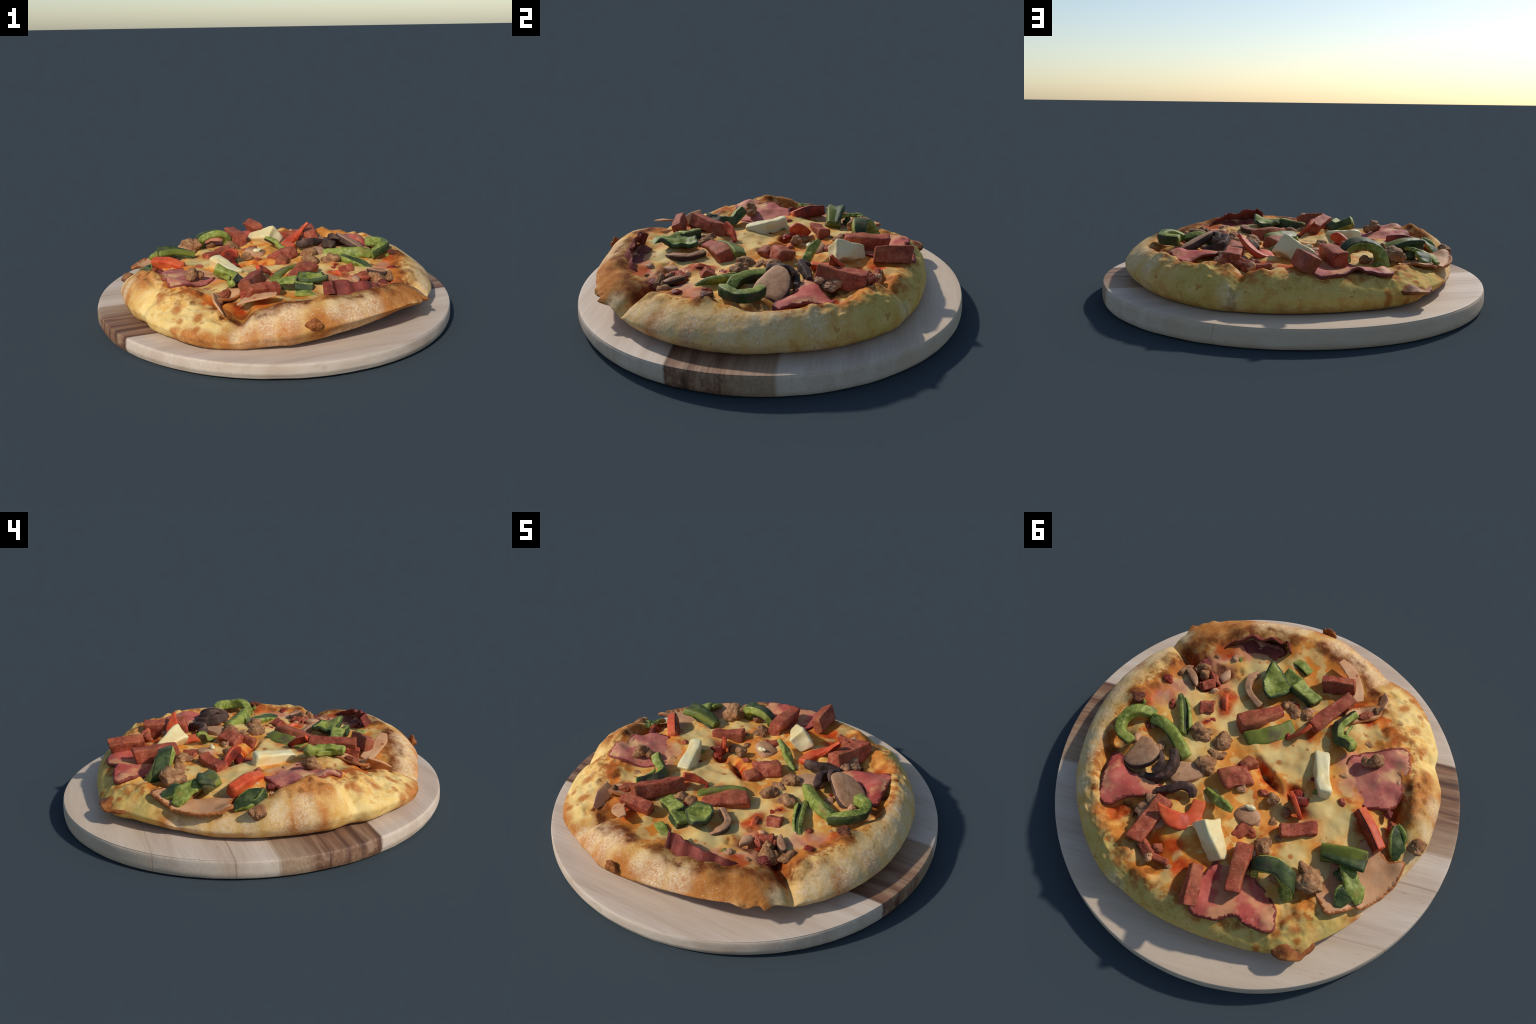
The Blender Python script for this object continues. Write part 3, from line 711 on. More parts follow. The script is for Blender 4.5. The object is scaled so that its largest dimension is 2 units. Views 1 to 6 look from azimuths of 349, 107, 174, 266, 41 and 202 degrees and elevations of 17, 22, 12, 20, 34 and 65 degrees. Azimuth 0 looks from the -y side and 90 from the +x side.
def bar(name, A, B, width, height, mats, roll=0.0, radius=0.008, rough=0.004, taper=1.0, bend=0.0, seed=0, skin_top=False):
    """a cut strip whose top centre line runs from A to B"""
    A, B = np.array(A, float), np.array(B, float)
    L = np.linalg.norm(B - A)
    V, F, N = rounded_box_grid((L / 2, width / 2, height / 2), radius, 16)
    t = V[:, 0] / L + 0.5
    V[:, 1] *= 1 + (taper - 1) * t
    V[:, 2] *= 1 + (taper - 1) * 0.5 * t
    V[:, 2] -= bend * (V[:, 0] / (L / 2)) ** 2
    skew = RNG.uniform(-0.25, 0.25, 3)
    V[:, 0] += skew[0] * V[:, 1] * 0.6 + skew[1] * V[:, 2] * 0.6
    V[:, 1] += skew[2] * V[:, 2] * 0.6
    D = rough * fbm(V + seed, 28.0, seed % 50) + rough * 1.3 * vnoise(V + seed, 13.0, seed % 50 + 3)
    V = V + N * D[:, None]
    V[:, 2] += 1.8 * rough * vnoise(V + seed, 9.0, seed % 50 + 5)
    V[:, 1] += 2.2 * rough * vnoise(V + seed, 8.0, seed % 50 + 15) + 0.12 * width * np.sin(V[:, 0] * 14 + seed)
    slots = None
    if skin_top:
        FN = np.array([N[f].mean(0) for f in F])
        slots = (FN[:, 2] > 0.25).astype(int)
    X = (B - A) / L
    Y = np.cross((0, 0, 1), X)
    Y /= np.linalg.norm(Y)
    Z = np.cross(X, Y)
    c, s = math.cos(roll), math.sin(roll)
    Y, Z = c * Y + s * Z, -s * Y + c * Z
    M = np.stack([X, Y, Z], 1)
    W = V @ M.T + (A + B) / 2 - Z * height / 2
    return new_object(name, W, F, mats, PIZZA, slots)

_ico = None
def chunk(name, at, size, mats, lobes=5, rough=0.16, seed=0, yaw=0.0):
    """a crumbled lump: sphere with random lobes and pits"""
    global _ico
    if _ico is None:
        bm = bmesh.new()
        bmesh.ops.create_icosphere(bm, subdivisions=5, radius=1.0)
        _ico = (np.array([v.co[:] for v in bm.verts]), [[v.index for v in f.verts] for f in bm.faces])
        bm.free()
    U, F = _ico
    rng = np.random.default_rng(1000 + seed)
    rad = np.full(len(U), 0.72)
    for _ in range(lobes):
        d = rng.normal(size=3)
        d /= np.linalg.norm(d)
        rad = np.maximum(rad, 0.60 + (0.36 + 0.2 * rng.random()) * np.exp(-(1 - U @ d) * rng.uniform(3.0, 6.5)))
    rad = rad + rough * fbm(U, 2.6, seed % 40, 4, 0.55) + 0.07 * np.abs(fbm(U, 7.0, seed % 40 + 7, 2))
    V = U * rad[:, None] * np.array(size)
    c, s = math.cos(yaw), math.sin(yaw)
    V = V @ np.array([[c, s, 0], [-s, c, 0], [0, 0, 1]])
    return new_object(name, V + np.array(at), F, mats, PIZZA)

def ribbon(name, path, width, thick, mats, up=(0, 0, 1), outer=1, taper=(1, 1), rough=0.003, seed=0, n=60, char=0.0, cup=0.0):
    """a strip swept along a path; width runs along 'up', thickness across it. Slot 0 flesh, 1 skin (outer side), 2 charred rim."""
    C = catmull(path, n)
    T = np.gradient(C, axis=0)
    T /= np.linalg.norm(T, axis=1, keepdims=True)
    U0 = np.asarray(up, float)
    U0 = np.tile(U0, (n, 1)) if U0.ndim == 1 else catmull(U0, n)
    S = np.cross(T, U0)
    S /= np.linalg.norm(S, axis=1, keepdims=True)
    U = np.cross(S, T)
    # cross-section: rounded rectangle
    m = 40
    a = np.linspace(0, 2 * np.pi, m, endpoint=False) + 0.5 * 2 * np.pi / m
    e = 0.45
    su = np.sign(np.sin(a)) * np.abs(np.sin(a)) ** e
    ss = np.sign(np.cos(a)) * np.abs(np.cos(a)) ** e
    t = np.linspace(0, 1, n)
    prof = np.interp(t, np.linspace(0, 1, len(taper)), taper)
    V = []
    for i in range(n):
        k = prof[i]
        uu = su * width / 2 * k
        s0 = ss * thick / 2 * (0.4 + 0.6 * k) + outer * cup * (1 - su ** 2)
        ring = C[i] + uu[:, None] * U[i] + s0[:, None] * S[i]
        V.append(ring)
    V = np.vstack(V)
    if FLESH in mats:
        rough = rough * 1.7
    d1 = fbm(V + seed * 0.37, 26.0, seed % 50)
    d2 = vnoise(V + seed * 0.37, 11.0, seed % 50 + 9)
    off = np.repeat(C, m, 0)
    N = V - off
    N /= np.linalg.norm(N, axis=1, keepdims=True) + 1e-9
    V = V + N * (rough * d1 + rough * 1.4 * d2)[:, None]
    F, slots = [], []
    for i in range(n - 1):
        for j in range(m):
            k = (j + 1) % m
            F.append((i * m + j, i * m + k, (i + 1) * m + k, (i + 1) * m + j))
            mid = (ss[j] + ss[k]) / 2 * outer
            sl = 1 if mid > 0.90 else 0
            if char > 0 and len(mats) > 2 and 0.90 >= mid > 0.90 - 0.6 * char:
                sl = 2
            slots.append(sl if len(mats) > 1 else 0)
    for i, rev in ((0, False), (n - 1, True)):
        ids = [i * m + j for j in range(m)]
        cc = len(V)
        V = np.vstack([V, V[ids].mean(0) + (T[i] * (0.1 * thick) * (1 if rev else -1))])
        for j in range(m):
            k = (j + 1) % m
            F.append((cc, ids[j], ids[k]) if rev else (cc, ids[k], ids[j]))
            slots.append(0)
    ob = new_object(name, V, F, mats, PIZZA, slots)
    fix_normals(ob)
    return ob

def sheet(name, outline, thick, mats, lift=0.008, raises=(), wave=0.004, spacing=0.010, seed=0, rag=0.006, settle=1.0, level=None, edge_curl=0.0):
    """a thin slice draped over the pizza: outline in plan, lifted here and there. Slot 0 faces, 1 cut edge."""
    B = catmull([(p[0], p[1]) for p in outline], max(40, int(len(outline) * 11)), closed=True)
    B3 = np.c_[B, np.zeros(len(B))]
    B = B + rag * np.c_[fbm(B3, 16.0, seed, 2), fbm(B3, 16.0, seed + 5, 2)]
    lo, hi = B.min(0), B.max(0)
    pts = [tuple(b) for b in B]
    edges = [(i, (i + 1) % len(B)) for i in range(len(B))]
    gx = np.arange(lo[0], hi[0], spacing)
    gy = np.arange(lo[1], hi[1], spacing)
    nb = len(B)
    inner = []
    for i, x in enumerate(gx):
        for y in gy:
            inner.append((x, y + (spacing / 2 if i % 2 else 0)))
    inner = np.array(inner)
    dist = np.sqrt(((inner[:, None, :] - B[None]) ** 2).sum(-1)).min(1)
    inner = inner[dist > spacing * 0.55]
    pts += [tuple(p) for p in inner]
    v2, _, f2, *_ = delaunay_2d_cdt([Vector(p) for p in pts], edges, [], 1, 1e-6)
    Q = np.array([v[:] for v in v2])
    tri = [list(f) for f in f2]
    # keep only the part inside (the delaunay call already limits it to the outline)
    z = np.array([ground(x, y) for x, y in Q])
    if settle < 1.0:
        z = settle * z + (1 - settle) * (level if level is not None else z.mean())
    db = np.sqrt(((Q[:, None, :] - B[None]) ** 2).sum(-1)).min(1)
    Z = z + lift + wave * fbm(np.c_[Q, np.zeros(len(Q))], 14.0, seed + 11, 2)
    Z += edge_curl * np.exp(-(db / 0.018) ** 2)
    for rx, ry, rr, rh in raises:
        Z += rh * np.exp(-((Q[:, 0] - rx) ** 2 + (Q[:, 1] - ry) ** 2) / rr ** 2)
    n0 = len(Q)
    V = np.vstack([np.c_[Q, Z], np.c_[Q, Z - thick]])
    # count edges to find the boundary
    cnt = {}
    for f in tri:
        for i in range(3):
            e = (f[i], f[(i + 1) % 3])
            cnt[e] = cnt.get(e, 0) + 1
    F, slots = [], []
    for f in tri:
        F.append(f)
        slots.append(1 if db[f].mean() < 0.009 else 0)
        F.append([i + n0 for i in f[::-1]])
        slots.append(1 if len(mats) > 1 else 0)
    for (a, b) in list(cnt):
        if (b, a) not in cnt:
            F.append([a, a + n0, b + n0, b])
            slots.append(1)
    if len(mats) == 1:
        slots = [0] * len(F)
    ob = new_object(name, V, F, mats, PIZZA, slots)
    fix_normals(ob)
    return ob

def slab(name, outline, thick, top, mats, bulge=0.006, seed=0, tilt=(0, 0), rough=0.003):
    """a thick flat piece with rounded edges: outline in plan, top height, tilt as slope in x and y"""
    B = catmull([(p[0], p[1]) for p in outline], max(36, len(outline) * 8), closed=True)
    c = B.mean(0)
    rows = []
    prof = [(1.0, -thick), (1.03, -thick * 0.7), (1.03, -thick * 0.35), (0.99, -thick * 0.08), (0.94, 0.0), (0.75, bulge * .5), (0.5, bulge * .8), (0.25, bulge)]
    for k, dz in prof:
        q = c + (B - c) * k
        z = top + dz + (q[:, 0] - c[0]) * tilt[0] + (q[:, 1] - c[1]) * tilt[1]
        rows.append(np.c_[q, z])
    m = len(B)
    V = np.vstack(rows + [[[c[0], c[1], top + bulge]], [[c[0], c[1], top - thick]]])
    V[:, 2] += rough * fbm(V, 18.0, seed)
    V[:, :2] += rough * np.c_[fbm(V, 24.0, seed + 3), fbm(V, 24.0, seed + 6)]
    F, slots = [], []
    for i in range(len(prof) - 1):
        for j in range(m):
            k = (j + 1) % m
            F.append((i * m + j, i * m + k, (i + 1) * m + k, (i + 1) * m + j))
            slots.append(1 if (len(mats) > 1 and i < 3) else 0)
    ct, cb = len(V) - 2, len(V) - 1
    L = (len(prof) - 1) * m
    for j in range(m):
        k = (j + 1) % m
        F += [(ct, L + j, L + k), (cb, k, j)]
        slots += [0, 0]
    ob = new_object(name, V, F, mats, PIZZA, slots)
    fix_normals(ob)
    return ob

# ------------------------------------------------------------------ build
build_board()
PIZZA = bpy.data.objects.new("pizza", None)
PIZZA.location = (0, 0, BOARD_TOP)
bpy.context.scene.collection.objects.link(PIZZA)
PIZZA["label"] = "baked pizza with ham, sausage, green pepper, mushroom and cheese"
PIZZA["category"] = "pizza"
PIZZA_OFFSET = Matrix.Translation((0, 0, -BOARD_TOP))
TREE = build_body(PIZZA)

# --- strips of smoked meat: top line from A to B, width, height
for i, (A, B, w, h, roll) in enumerate([
        ((.172, -.175, .318), (.020, -.330, .295), .072, .070, -0.25),
        ((-.236, .232, .322), (-.388, .165, .300), .060, .066, 0.15),
        ((-.160, -.285, .330), (-.280, -.505, .342), .075, .075, 0.45),
        ((-.095, -.545, .330), (-.256, -.585, .352), .055, .075, -0.35),
        ((.305, .330, .352), (.325, .565, .330), .078, .090, -0.25),
        ((-.108, .372, .342), (-.170, .588, .335), .070, .075, 0.1),
        ((.008, .535, .348), (-.045, .715, .336), .062, .085, -0.50)]):
    bar("meat_strip", A, B, w, h, [MEAT], roll, seed=11 + i, taper=1.0, rough=0.005)
for i, (A, B, w, h, roll) in enumerate([
        ((.105, .140, .315), (.015, .045, .312), .085, .06, 0.3),
        ((.072, .030, .298), (.035, -.040, .285), .055, .05, -0.3),
        ((.388, -.178, .290), (.322, -.212, .290), .055, .06, 0.5),
        ((.430, -.293, .282), (.375, -.330, .276), .050, .06, 0.3),
        ((-.054, .355, .276), (-.105, .270, .278), .05, .04, 0.4),
        ((.315, .560, .305), (.24, .60, .285), .045, .05, 0.4),
        ((.29, .58, .28), (.15, .58, .285), .03, .04, 0.2),
        ((-.26, -.455, .315), (-.275, -.53, .30), .05, .06, 0.2)]):
    bar("meat_chunk", A, B, w, h, [MEAT], roll, seed=41 + i, rough=0.006, radius=0.009)

# --- pale cheese sticks
bar("cheese_stick", (-.246, -.200, .306), (-.350, -.004, .338), .074, .078, [CHEESE], -0.12, taper=0.86, radius=0.012, seed=61, rough=0.006)
bar("cheese_stick", (.046, .325, .352), (-.066, .468, .316), .090, .100, [CHEESE], -0.70, taper=0.45, radius=0.012, seed=62, rough=0.006)

# --- crumbled sausage
for i, (x, y, z, sx, sy, sz, lob) in enumerate([
        (.315, -.046, .278, .052, .050, .042, 6), (.203, -.058, .276, .058, .044, .042, 6), (.217, .085, .280, .056, .052, .045, 6), (.20, .02, .268, .04, .03, .03, 4),
        (-.435, .395, .280, .068, .062, .050, 8), (-.40, .36, .30, .03, .03, .035, 4), (-.194, .345, .275, .062, .046, .040, 6), (-.818, .030, .232, .046, .040, .038, 5),
        (-.494, -.247, .318, .050, .034, .034, 6), (-.45, -.235, .308, .03, .024, .024, 4), (-.142, .112, .282, .030, .030, .035, 4),
        (.478, -.388, .250, .052, .034, .042, 7), (.555, -.335, .250, .050, .028, .030, 5), (-.045, -.345, .262, .05, .045, .042, 6), (.008, -.372, .262, .04, .036, .036, 5),
        (-.30, .44, .272, .035, .03, .03, 4), (.45, -.35, .262, .03, .03, .03, 4), (-.40, -.53, .265, .03, .03, .03, 3)]):
    chunk("sausage_crumble", (x, y, z), (sx * 1.06, sy * 1.06, sz), [SAUSAGE], lob, seed=i, yaw=i * 0.9)

# --- green pepper
G = [FLESH, SKIN, CHAR]
ribbon("green_pepper_slice", [(.552, -.045, .288), (.630, -.015, .318), (.668, .055, .318), (.640, .120, .318), (.580, .138, .315)], .056, .050, G, outer=1, seed=1, up=(0.15, 0.1, 1), taper=(.9, 1, 1, .9), rough=0.002, char=.1)
ribbon("green_pepper_slice", [(.550, -.020, .288), (.490, -.012, .300), (.430, .010, .296), (.378, .045, .286), (.318, .090, .272)], .058, .054, G, outer=1, seed=2, up=(-0.1, 0.45, 1), rough=0.002, taper=(.9, 1, 1, 1, .9), char=.1)
ribbon("green_pepper_slice", [(.502, -.205, .262), (.455, -.145, .275), (.385, -.015, .280)], .050, .022, G, outer=-1, seed=3, up=(0.4, .35, 1), rough=0.002, taper=(.55, 1, .9))
ribbon("green_pepper_slice", [(.478, -.200, .262), (.430, -.140, .272), (.375, -.045, .275)], .040, .020, G, outer=1, seed=33, up=(-0.5, -.3, 1), rough=0.002, taper=(.4, 1, .9))
ribbon("green_pepper_slice", [(.160, .190, .258), (.100, .220, .278), (.055, .240, .318), (-.002, .262, .345)], .045, .032, G, outer=-1, seed=4, up=(-.75, -.15, .7), rough=0.003, taper=(.7, 1, 1, .8))
# the standing half ring
ribbon("green_pepper_slice", [(-.205, .452, .262), (-.208, .436, .312), (-.250, .422, .345), (-.310, .420, .345), (-.362, .440, .318), (-.378, .470, .265), (-.365, .490, .24)], .075, .046, G, outer=1, seed=5, up=(.25, -1, 0.25), rough=0.003, char=.12, taper=(.85, 1, 1, 1, .9))
ribbon("green_pepper_slice", [(-.440, .246, .272), (-.535, .228, .300), (-.635, .212, .300)], .040, .085, [OLIVE, SKIN, CHAR], outer=1, seed=6, up=(.12, .5, 1), rough=0.003)
bar("green_pepper_slice", (-.436, .242, .302), (-.636, .214, .330), .085, .022, [SKIN], -0.35, seed=66, radius=.009, rough=.004, bend=.012)
# olive coloured strip beside the meat
bar("green_pepper_slice", (.098, -.098, .298), (-.078, -.272, .292), .085, .055, [OLIVE], 0.35, seed=67, radius=.014, rough=.004, bend=.012)
# wide curled pieces
sheet("green_pepper_slice", [(.156, -.525), (.165, -.468), (.152, -.391), (.098, -.345), (.055, -.368), (.024, -.412), (.020, -.440), (.051, -.464), (.105, -.506)], .022, [FLESH, SKIN], lift=.0, seed=47, settle=0, level=.322,
      raises=[(.158, -.525, .05, .030), (.09, -.42, .045, -.022), (.16, -.41, .03, .016), (.05, -.38, .03, .014)], rag=.006, wave=.010, spacing=.008)
bar("green_pepper_slice", (.090, -.520, .318), (.000, -.478, .325), .075, .045, [SKIN, FLESH], 0.35, seed=68, radius=.010, rough=.005, skin_top=True)
bar("green_pepper_slice", (.000, -.485, .332), (-.120, -.428, .318), .072, .055, [SKIN, FLESH], -0.25, seed=69, radius=.010, rough=.005, skin_top=True)
ribbon("green_pepper_slice", [(.075, -.612, .276), (.03, -.600, .290), (-.02, -.575, .286)], .03, .055, [FLESH, SKIN, CHAR], seed=9, up=(0, 0, 1), rough=0.003, taper=(.6, 1, .6))
# curl right of the middle
ribbon("green_pepper_slice", [(-.322, -.440, .318), (-.292, -.392, .318), (-.272, -.340, .312), (-.292, -.292, .312), (-.335, -.275, .330), (-.372, -.258, .345)], .062, .050, G, outer=1, seed=10, up=[(-.35, .2, .9), (-.5, .1, .8), (-.5, 0, .8), (-.3, -.3, .9), (-.1, -.5, .8), (.1, -.5, .8)], rough=0.005, taper=(.45, .9, 1, 1, .9, .6), char=.15)
ribbon("green_pepper_slice", [(-.325, -.375, .305), (-.318, -.330, .308), (-.345, -.300, .312)], .040, .022, [FLESH], seed=70, up=(0, 0, 1), rough=.004, taper=(.5, 1, .6))
# left rim pieces
ribbon("green_pepper_slice", [(-.700, -.010, .285), (-.722, .030, .268), (-.738, .080, .252), (-.745, .128, .226)], .080, .024, G, outer=-1, seed=11, up=(.85, .15, .45), rough=0.005, taper=(.6, 1, 1, .4))
ribbon("green_pepper_slice", [(-.700, -.015, .280), (-.752, .012, .262), (-.760, .060, .240)], .045, .022, G, outer=-1, seed=12, up=(.3, .3, .9), rough=0.005, taper=(.6, 1, .6))
ribbon("green_pepper_slice", [(-.560, .255, .285), (-.600, .300, .285), (-.640, .345, .268), (-.672, .385, .235)], .085, .026, G, outer=1, seed=13, up=(.75, .55, .3), rough=0.005, taper=(.7, 1, 1, .35))
ribbon("green_pepper_slice", [(-.610, .350, .268), (-.600, .380, .272), (-.598, .435, .246)], .075, .026, G, outer=-1, seed=14, up=(.9, .1, .35), rough=0.005, taper=(.3, 1, .4))

# --- red pepper
RR = [RED, REDSKIN, CHAR]
ribbon("red_pepper_slice", [(.292, .386, .388), (.262, .394, .352), (.220, .398, .308), (.174, .378, .278), (.152, .332, .270), (.160, .262, .276)], .078, .032, RR, outer=-1, seed=21, up=[(-.7, -.6, -.1), (-.5, -.8, -.1), (-.1, -1, 0), (.4, -.6, .1), (1, -.1, .15), (1, .1, .15)], rough=.003, taper=(.12, .6, 1, 1, .95, .7), char=.3)
ribbon("red_pepper_slice", [(-.205, .060, .315), (-.230, .085, .318), (-.262, .115, .300), (-.290, .140, .270)], .055, .026, RR, outer=-1, seed=22, up=(.5, -.3, 1), rough=.002, taper=(.6, 1, .9, .7))
ribbon("red_pepper_slice", [(.312, -.330, .246), (.288, -.268, .262), (.262, -.205, .246)], .050, .034, RR, outer=1, seed=23, up=(.5, .2, 1), rough=.002, taper=(.4, 1, .4), char=.4)
ribbon("red_pepper_slice", [(-.520, -.005, .280), (-.590, .058, .288), (-.668, .132, .280)], .070, .058, RR, outer=1, seed=24, up=(-.25, -.25, 1), rough=.002, taper=(.85, 1, .85), char=.3)
ribbon("red_pepper_slice", [(-.150, -.285, .335), (-.125, -.245, .318), (-.070, -.200, .280)], .050, .028, RR, outer=-1, seed=25, up=(-.3, .4, 1), rough=.003, taper=(.9, .9, .3), char=.3)
bar("red_pepper_slice", (.345, -.105, .270), (.285, -.150, .270), .030, .03, [REDSKIN], 0, seed=71)
bar("red_pepper_slice", (-.235, .085, .296), (-.30, .06, .274), .04, .04, [REDSKIN], 0.4, seed=72)

# --- thin slices of ham and turkey
H = [HAM, BACON]
sheet("ham_slice", [(.640, .212), (.600, .205), (.560, .235), (.500, .262), (.430, .252), (.340, .262), (.310, .29), (.385, .335), (.453, .375), (.532, .450), (.585, .440), (.612, .360), (.632, .280)],
      .011, H, lift=.018, seed=3, raises=[(.46, .34, .10, .020), (.60, .32, .06, .025)], settle=.35, level=.268, rag=.010, edge_curl=-.006)
sheet("ham_slice", [(-.020, .720), (-.060, .742), (-.140, .720), (-.210, .680), (-.300, .680), (-.382, .664), (-.372, .580), (-.310, .520), (-.230, .480), (-.173, .418), (-.067, .441), (-.015, .520), (-.010, .635)],
      .012, H, lift=.012, seed=5, raises=[(-.235, .655, .05, .022), (-.33, .64, .05, .010), (-.02, .73, .05, -.010), (-.17, .42, .06, -.03), (-.32, .51, .06, -.02), (-.06, .44, .05, -.02)], settle=.8, level=.28, rag=.012, edge_curl=.004)
sheet("ham_slice", [(-.360, -.160), (-.412, -.276), (-.500, -.335), (-.600, -.372), (-.655, -.300), (-.655, -.220), (-.668, -.120), (-.62, -.050), (-.520, -.03), (-.41, -.06)],
      .010, [ham_material("ham_under_cheese", [(0.40, 0.075, 0.06), (0.50, 0.14, 0.10), (0.60, 0.26, 0.15)], (0.62, 0.30, 0.20), 0.85), BACON], lift=.010, settle=.6, level=.298, seed=8, wave=.010, raises=[(-.64, -.10, .05, .012), (-.64, -.30, .06, .012), (-.38, -.12, .09, -.022), (-.44, -.28, .06, -.014), (-.48, -.04, .07, -.016)], rag=.012)
ribbon("ham_slice", [(.430, -.545, .258), (.398, -.588, .282), (.365, -.606, .284), (.325, -.645, .296), (.262, -.642, .304), (.222, -.662, .318), (.165, -.650, .326), (.140, -.662, .336), (.108, -.625, .318)], .095, .012, [BACON], up=(-.15, .55, .85), seed=31, rough=.008, taper=(.5, .8, 1, .8, 1, .9, .8), n=90)
sheet("ham_slice", [(.40, -.575), (.34, -.635), (.27, -.650), (.20, -.650), (.135, -.640), (.15, -.605), (.22, -.590), (.30, -.575), (.36, -.555)], .012, [ham_material("browned_ham", [(0.20, 0.040, 0.024), (0.36, 0.11, 0.06), (0.50, 0.24, 0.11)], (0.45, 0.2, 0.12), 0.5), BACON], lift=.006, raises=[(.26, -.645, .05, .018), (.17, -.64, .04, .022), (.33, -.56, .05, -.012), (.2, -.59, .05, -.010)], wave=.012, seed=9, rag=.01)
ribbon("ham_slice", [(.395, -.545, .275), (.320, -.585, .282), (.24, -.600, .288), (.16, -.598, .292)], .07, .010, [BACON], up=(.1, .9, -.25), seed=36, rough=.008, taper=(.5, 1, .9, .6))
T_ = [TURKEY, TURKEY_EDGE]
sheet("turkey_slice", [(-.545, .150), (-.610, .090), (-.670, .110), (-.727, .150), (-.790, .128), (-.802, .180), (-.790, .260), (-.748, .340), (-.700, .400), (-.655, .400), (-.600, .34), (-.560, .25)],
      .010, T_, lift=.010, seed=12, raises=[(-.785, .145, .05, .030), (-.64, .10, .05, .010), (-.70, .28, .07, -.012), (-.55, .17, .06, -.025), (-.57, .26, .06, -.02)], settle=.25, level=.236, rag=.006)
sheet("turkey_slice", [(-.420, .280), (-.500, .250), (-.600, .30), (-.660, .360), (-.672, .400), (-.620, .458), (-.565, .490), (-.515, .450), (-.470, .42), (-.420, .36)],
      .012, T_, lift=.010, seed=14, raises=[(-.56, .485, .05, .016), (-.62, .44, .04, .008), (-.43, .30, .07, -.03), (-.45, .38, .05, -.015)], settle=.35, level=.243, rag=.006)
ribbon("turkey_slice", [(-.140, -.680, .330), (-.195, -.655, .318), (-.240, -.620, .300), (-.275, -.575, .275), (-.295, -.545, .255)], .070, .012, T_, outer=1, up=(.5, .8, .15), seed=32, rough=.004, taper=(.5, .9, 1, 1, .8))
sheet("turkey_slice", [(-.260, -.450), (-.310, -.510), (-.370, -.545), (-.415, -.550), (-.425, -.500), (-.370, -.445), (-.310, -.395)], .014, T_, lift=.012, seed=15, raises=[(-.41, -.545, .05, .022)], settle=.6, level=.28)
ribbon("turkey_slice", [(-.415, -.525, .290), (-.412, -.580, .262), (-.402, -.615, .246), (-.392, -.650, .234)], .066, .013, T_, outer=1, up=(-.5, -.1, .8), seed=34, rough=.004, taper=(.8, 1, .9, .5))

BITS = {MEAT.name: "meat_chunk", SAUSAGE.name: "sausage_crumble", MUSHROOM.name: "mushroom_piece", GILL.name: "mushroom_piece", REDSKIN.name: "red_pepper_piece", TURKEY.name: "turkey_piece", OLIVE.name: "green_pepper_piece", SKIN.name: "green_pepper_piece", BACON.name: "ham_piece"}
# --- half sunk bits that fill the gaps
for i, (x, y, z, sx, sy, sz, m) in enumerate([
        (.437, -.300, .254, .030, .026, .024, MEAT), (.490, -.416, .246, .05, .030, .030, BACON), (.394, -.354, .262, .050, .022, .022, MEAT), (.312, -.129, .258, .03, .02, .02, REDSKIN),
        (-.092, -.358, .268, .045, .035, .03, SAUSAGE), (-.10, -.385, .26, .04, .03, .03, MUSHROOM), (-.164, .383, .272, .035, .03, .03, GILL), (-.100, .292, .262, .045, .03, .022, MEAT),
        (.227, .543, .272, .035, .03, .03, MEAT), (.243, .590, .272, .028, .028, .03, TURKEY), (.369, .392, .270, .045, .05, .025, MUSHROOM), (.36, .345, .285, .03, .03, .02, MUSHROOM),
        (-.235, .030, .262, .035, .025, .02, REDSKIN), (-.215, .135, .262, .03, .03, .028, SAUSAGE), (.02, .115, .275, .03, .03, .02, MUSHROOM), (-.36, -.475, .272, .04, .03, .03, MEAT),
        (-.06, -.22, .262, .03, .02, .02, REDSKIN), (.58, .10, .272, .03, .03, .025, MUSHROOM), (.46, .085, .262, .04, .03, .02, MUSHROOM), (-.42, .36, .262, .03, .04, .025, SAUSAGE),
        (-.685, .005, .272, .025, .035, .02, MEAT), (-.645, -.045, .278, .03, .02, .02, BACON), (-.56, .30, .255, .04, .03, .03, SKIN), (.35, -.50, .272, .03, .025, .018, MUSHROOM)]):
    chunk(BITS[m.name], (x, y, z), (sx, sy, sz), [m], 4, seed=300 + i, yaw=i * 1.3)

# crumbs sunk in the cheese
spots = np.random.default_rng(5)
made = 0
while made < 46:
    a, r0 = spots.uniform(-math.pi, math.pi), 0.66 * math.sqrt(spots.uniform(0.02, 1))
    x, y = r0 * math.cos(a), r0 * math.sin(a)
    if any(math.hypot(x - px, y - py) < pr * 0.9 for px, py, pr in CREAM):
        continue
    k = spots.uniform(.012, .026)
    m = [MEAT, SAUSAGE, MUSHROOM, REDSKIN, TURKEY, SAUSAGE, OLIVE][made % 7]
    chunk(BITS[m.name], (x, y, ground(x, y) + .004 - .2 * k), (k * 1.4, k, k * .8), [m], 4, seed=500 + made, yaw=spots.uniform(0, 6))
    made += 1

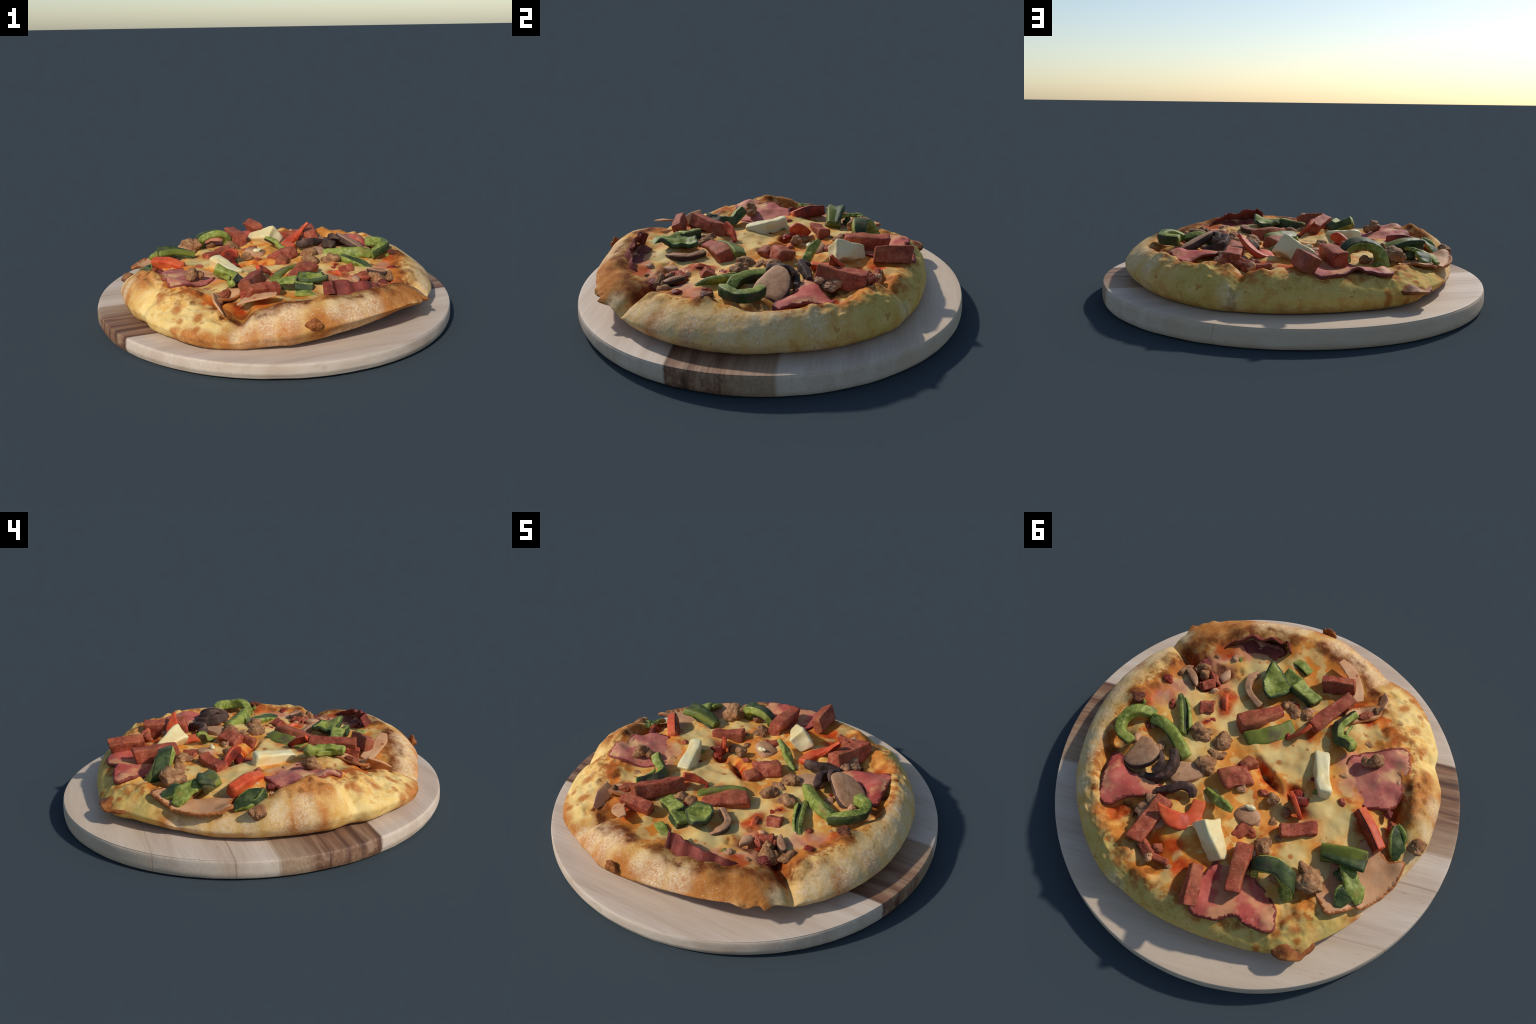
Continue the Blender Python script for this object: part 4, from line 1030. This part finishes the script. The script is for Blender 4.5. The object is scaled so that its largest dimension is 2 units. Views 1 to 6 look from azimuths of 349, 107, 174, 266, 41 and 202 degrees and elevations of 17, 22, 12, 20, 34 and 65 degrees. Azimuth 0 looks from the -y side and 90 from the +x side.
# --- mushrooms
slab("mushroom_slice", [(.576, .110), (.545, .080), (.500, .090), (.474, .105), (.415, .150), (.425, .205), (.470, .240), (.530, .245), (.585, .216), (.575, .170)], .040, .318, [MUSHROOM, GILL], seed=1, tilt=(-.55, .05))
ribbon("mushroom_slice", [(.372, .100, .322), (.345, .150, .320), (.350, .205, .310), (.385, .245, .302), (.460, .262, .290)], .060, .038, [GILL], seed=41, up=(.2, .1, 1), rough=.007, taper=(.6, 1, 1, .9, .6))
ribbon("mushroom_slice", [(.418, .135, .345), (.395, .165, .352), (.385, .205, .340), (.40, .235, .322)], .035, .026, [GILL], seed=42, up=(.1, .1, 1), rough=.006, taper=(.6, 1, .8))
ribbon("mushroom_slice", [(.360, .300, .292), (.310, .275, .300), (.260, .240, .306), (.215, .235, .302), (.195, .262, .290)], .040, .034, [GILL], seed=43, up=(0, .2, 1), rough=.006, taper=(.6, .9, 1, .8))
ribbon("mushroom_slice", [(.205, -.470, .270), (.228, -.425, .276), (.218, -.370, .278), (.178, -.335, .276), (.125, -.308, .270)], .050, .040, [MUSHROOM, GILL], outer=1, seed=44, up=(.1, .3, 1), rough=.005, taper=(.7, 1, 1, .9, .9))
slab("mushroom_slice", [(-.008, .252), (-.033, .185), (-.105, .195), (-.130, .232), (-.095, .272)], .030, .283, [MUSHROOM], seed=2, tilt=(-.15, .1))
chunk("cheese_crumb", (-.068, .195, .290), (.028, .018, .016), [CHEESE], 3, seed=88)
slab("mushroom_slice", [(.345, .135), (.266, .098), (.208, .099), (.225, .169), (.305, .225), (.35, .20)], .030, .283, [MUSHROOM], seed=3)
slab("mushroom_slice", [(.31, .40), (.27, .38), (.25, .43), (.30, .47), (.37, .45), (.37, .41)], .030, .292, [MUSHROOM], seed=4, tilt=(.1, 0))
slab("mushroom_slice", [(.375, -.375), (.35, -.35), (.33, -.39), (.35, -.43)], .02, .278, [MUSHROOM], seed=5)
slab("mushroom_slice", [(.45, -.27), (.49, -.29), (.535, -.33), (.52, -.35), (.47, -.32)], .02, .29, [MUSHROOM, GILL], seed=6)

# --- baked-on cheese flaps and burnt knobs of the rim
CRISP = ham_material("burnt_cheese", [(0.07, 0.020, 0.010), (0.26, 0.075, 0.018), (0.52, 0.20, 0.05)], (0.56, 0.27, 0.08))
chunk("burnt_crumb", (-.005, -.868, .228), (.040, .022, .034), [CRISP], 5, seed=201)
sheet("burnt_flap", [(-.42, .735), (-.47, .735), (-.54, .705), (-.56, .68), (-.575, .62), (-.54, .60), (-.47, .66), (-.42, .70)], .012, [CRISP], lift=.006, seed=23, settle=0, level=.168, rag=.010, spacing=.008, raises=[(-.46, .68, .05, .03)])
chunk("burnt_crumb", (.668, -.088, .300), (.040, .035, .020), [ham_material("burnt_bubble", [(0.05, 0.015, 0.010), (0.12, 0.035, 0.016), (0.34, 0.11, 0.03)], (0.3, 0.1, 0.03))], 4, seed=205)

SINK = 0.006
for ob in bpy.data.objects:
    if ob.parent is PIZZA and ob.name.split('.')[0] not in ('crust', 'melted_cheese', 'burnt_flap', 'burnt_crumb'):
        ob.location.z -= SINK

# the pizza empty stands at the board's top: keep children where they were modelled
for ob in bpy.data.objects:
    if ob.parent is PIZZA:
        ob.matrix_parent_inverse = PIZZA_OFFSET
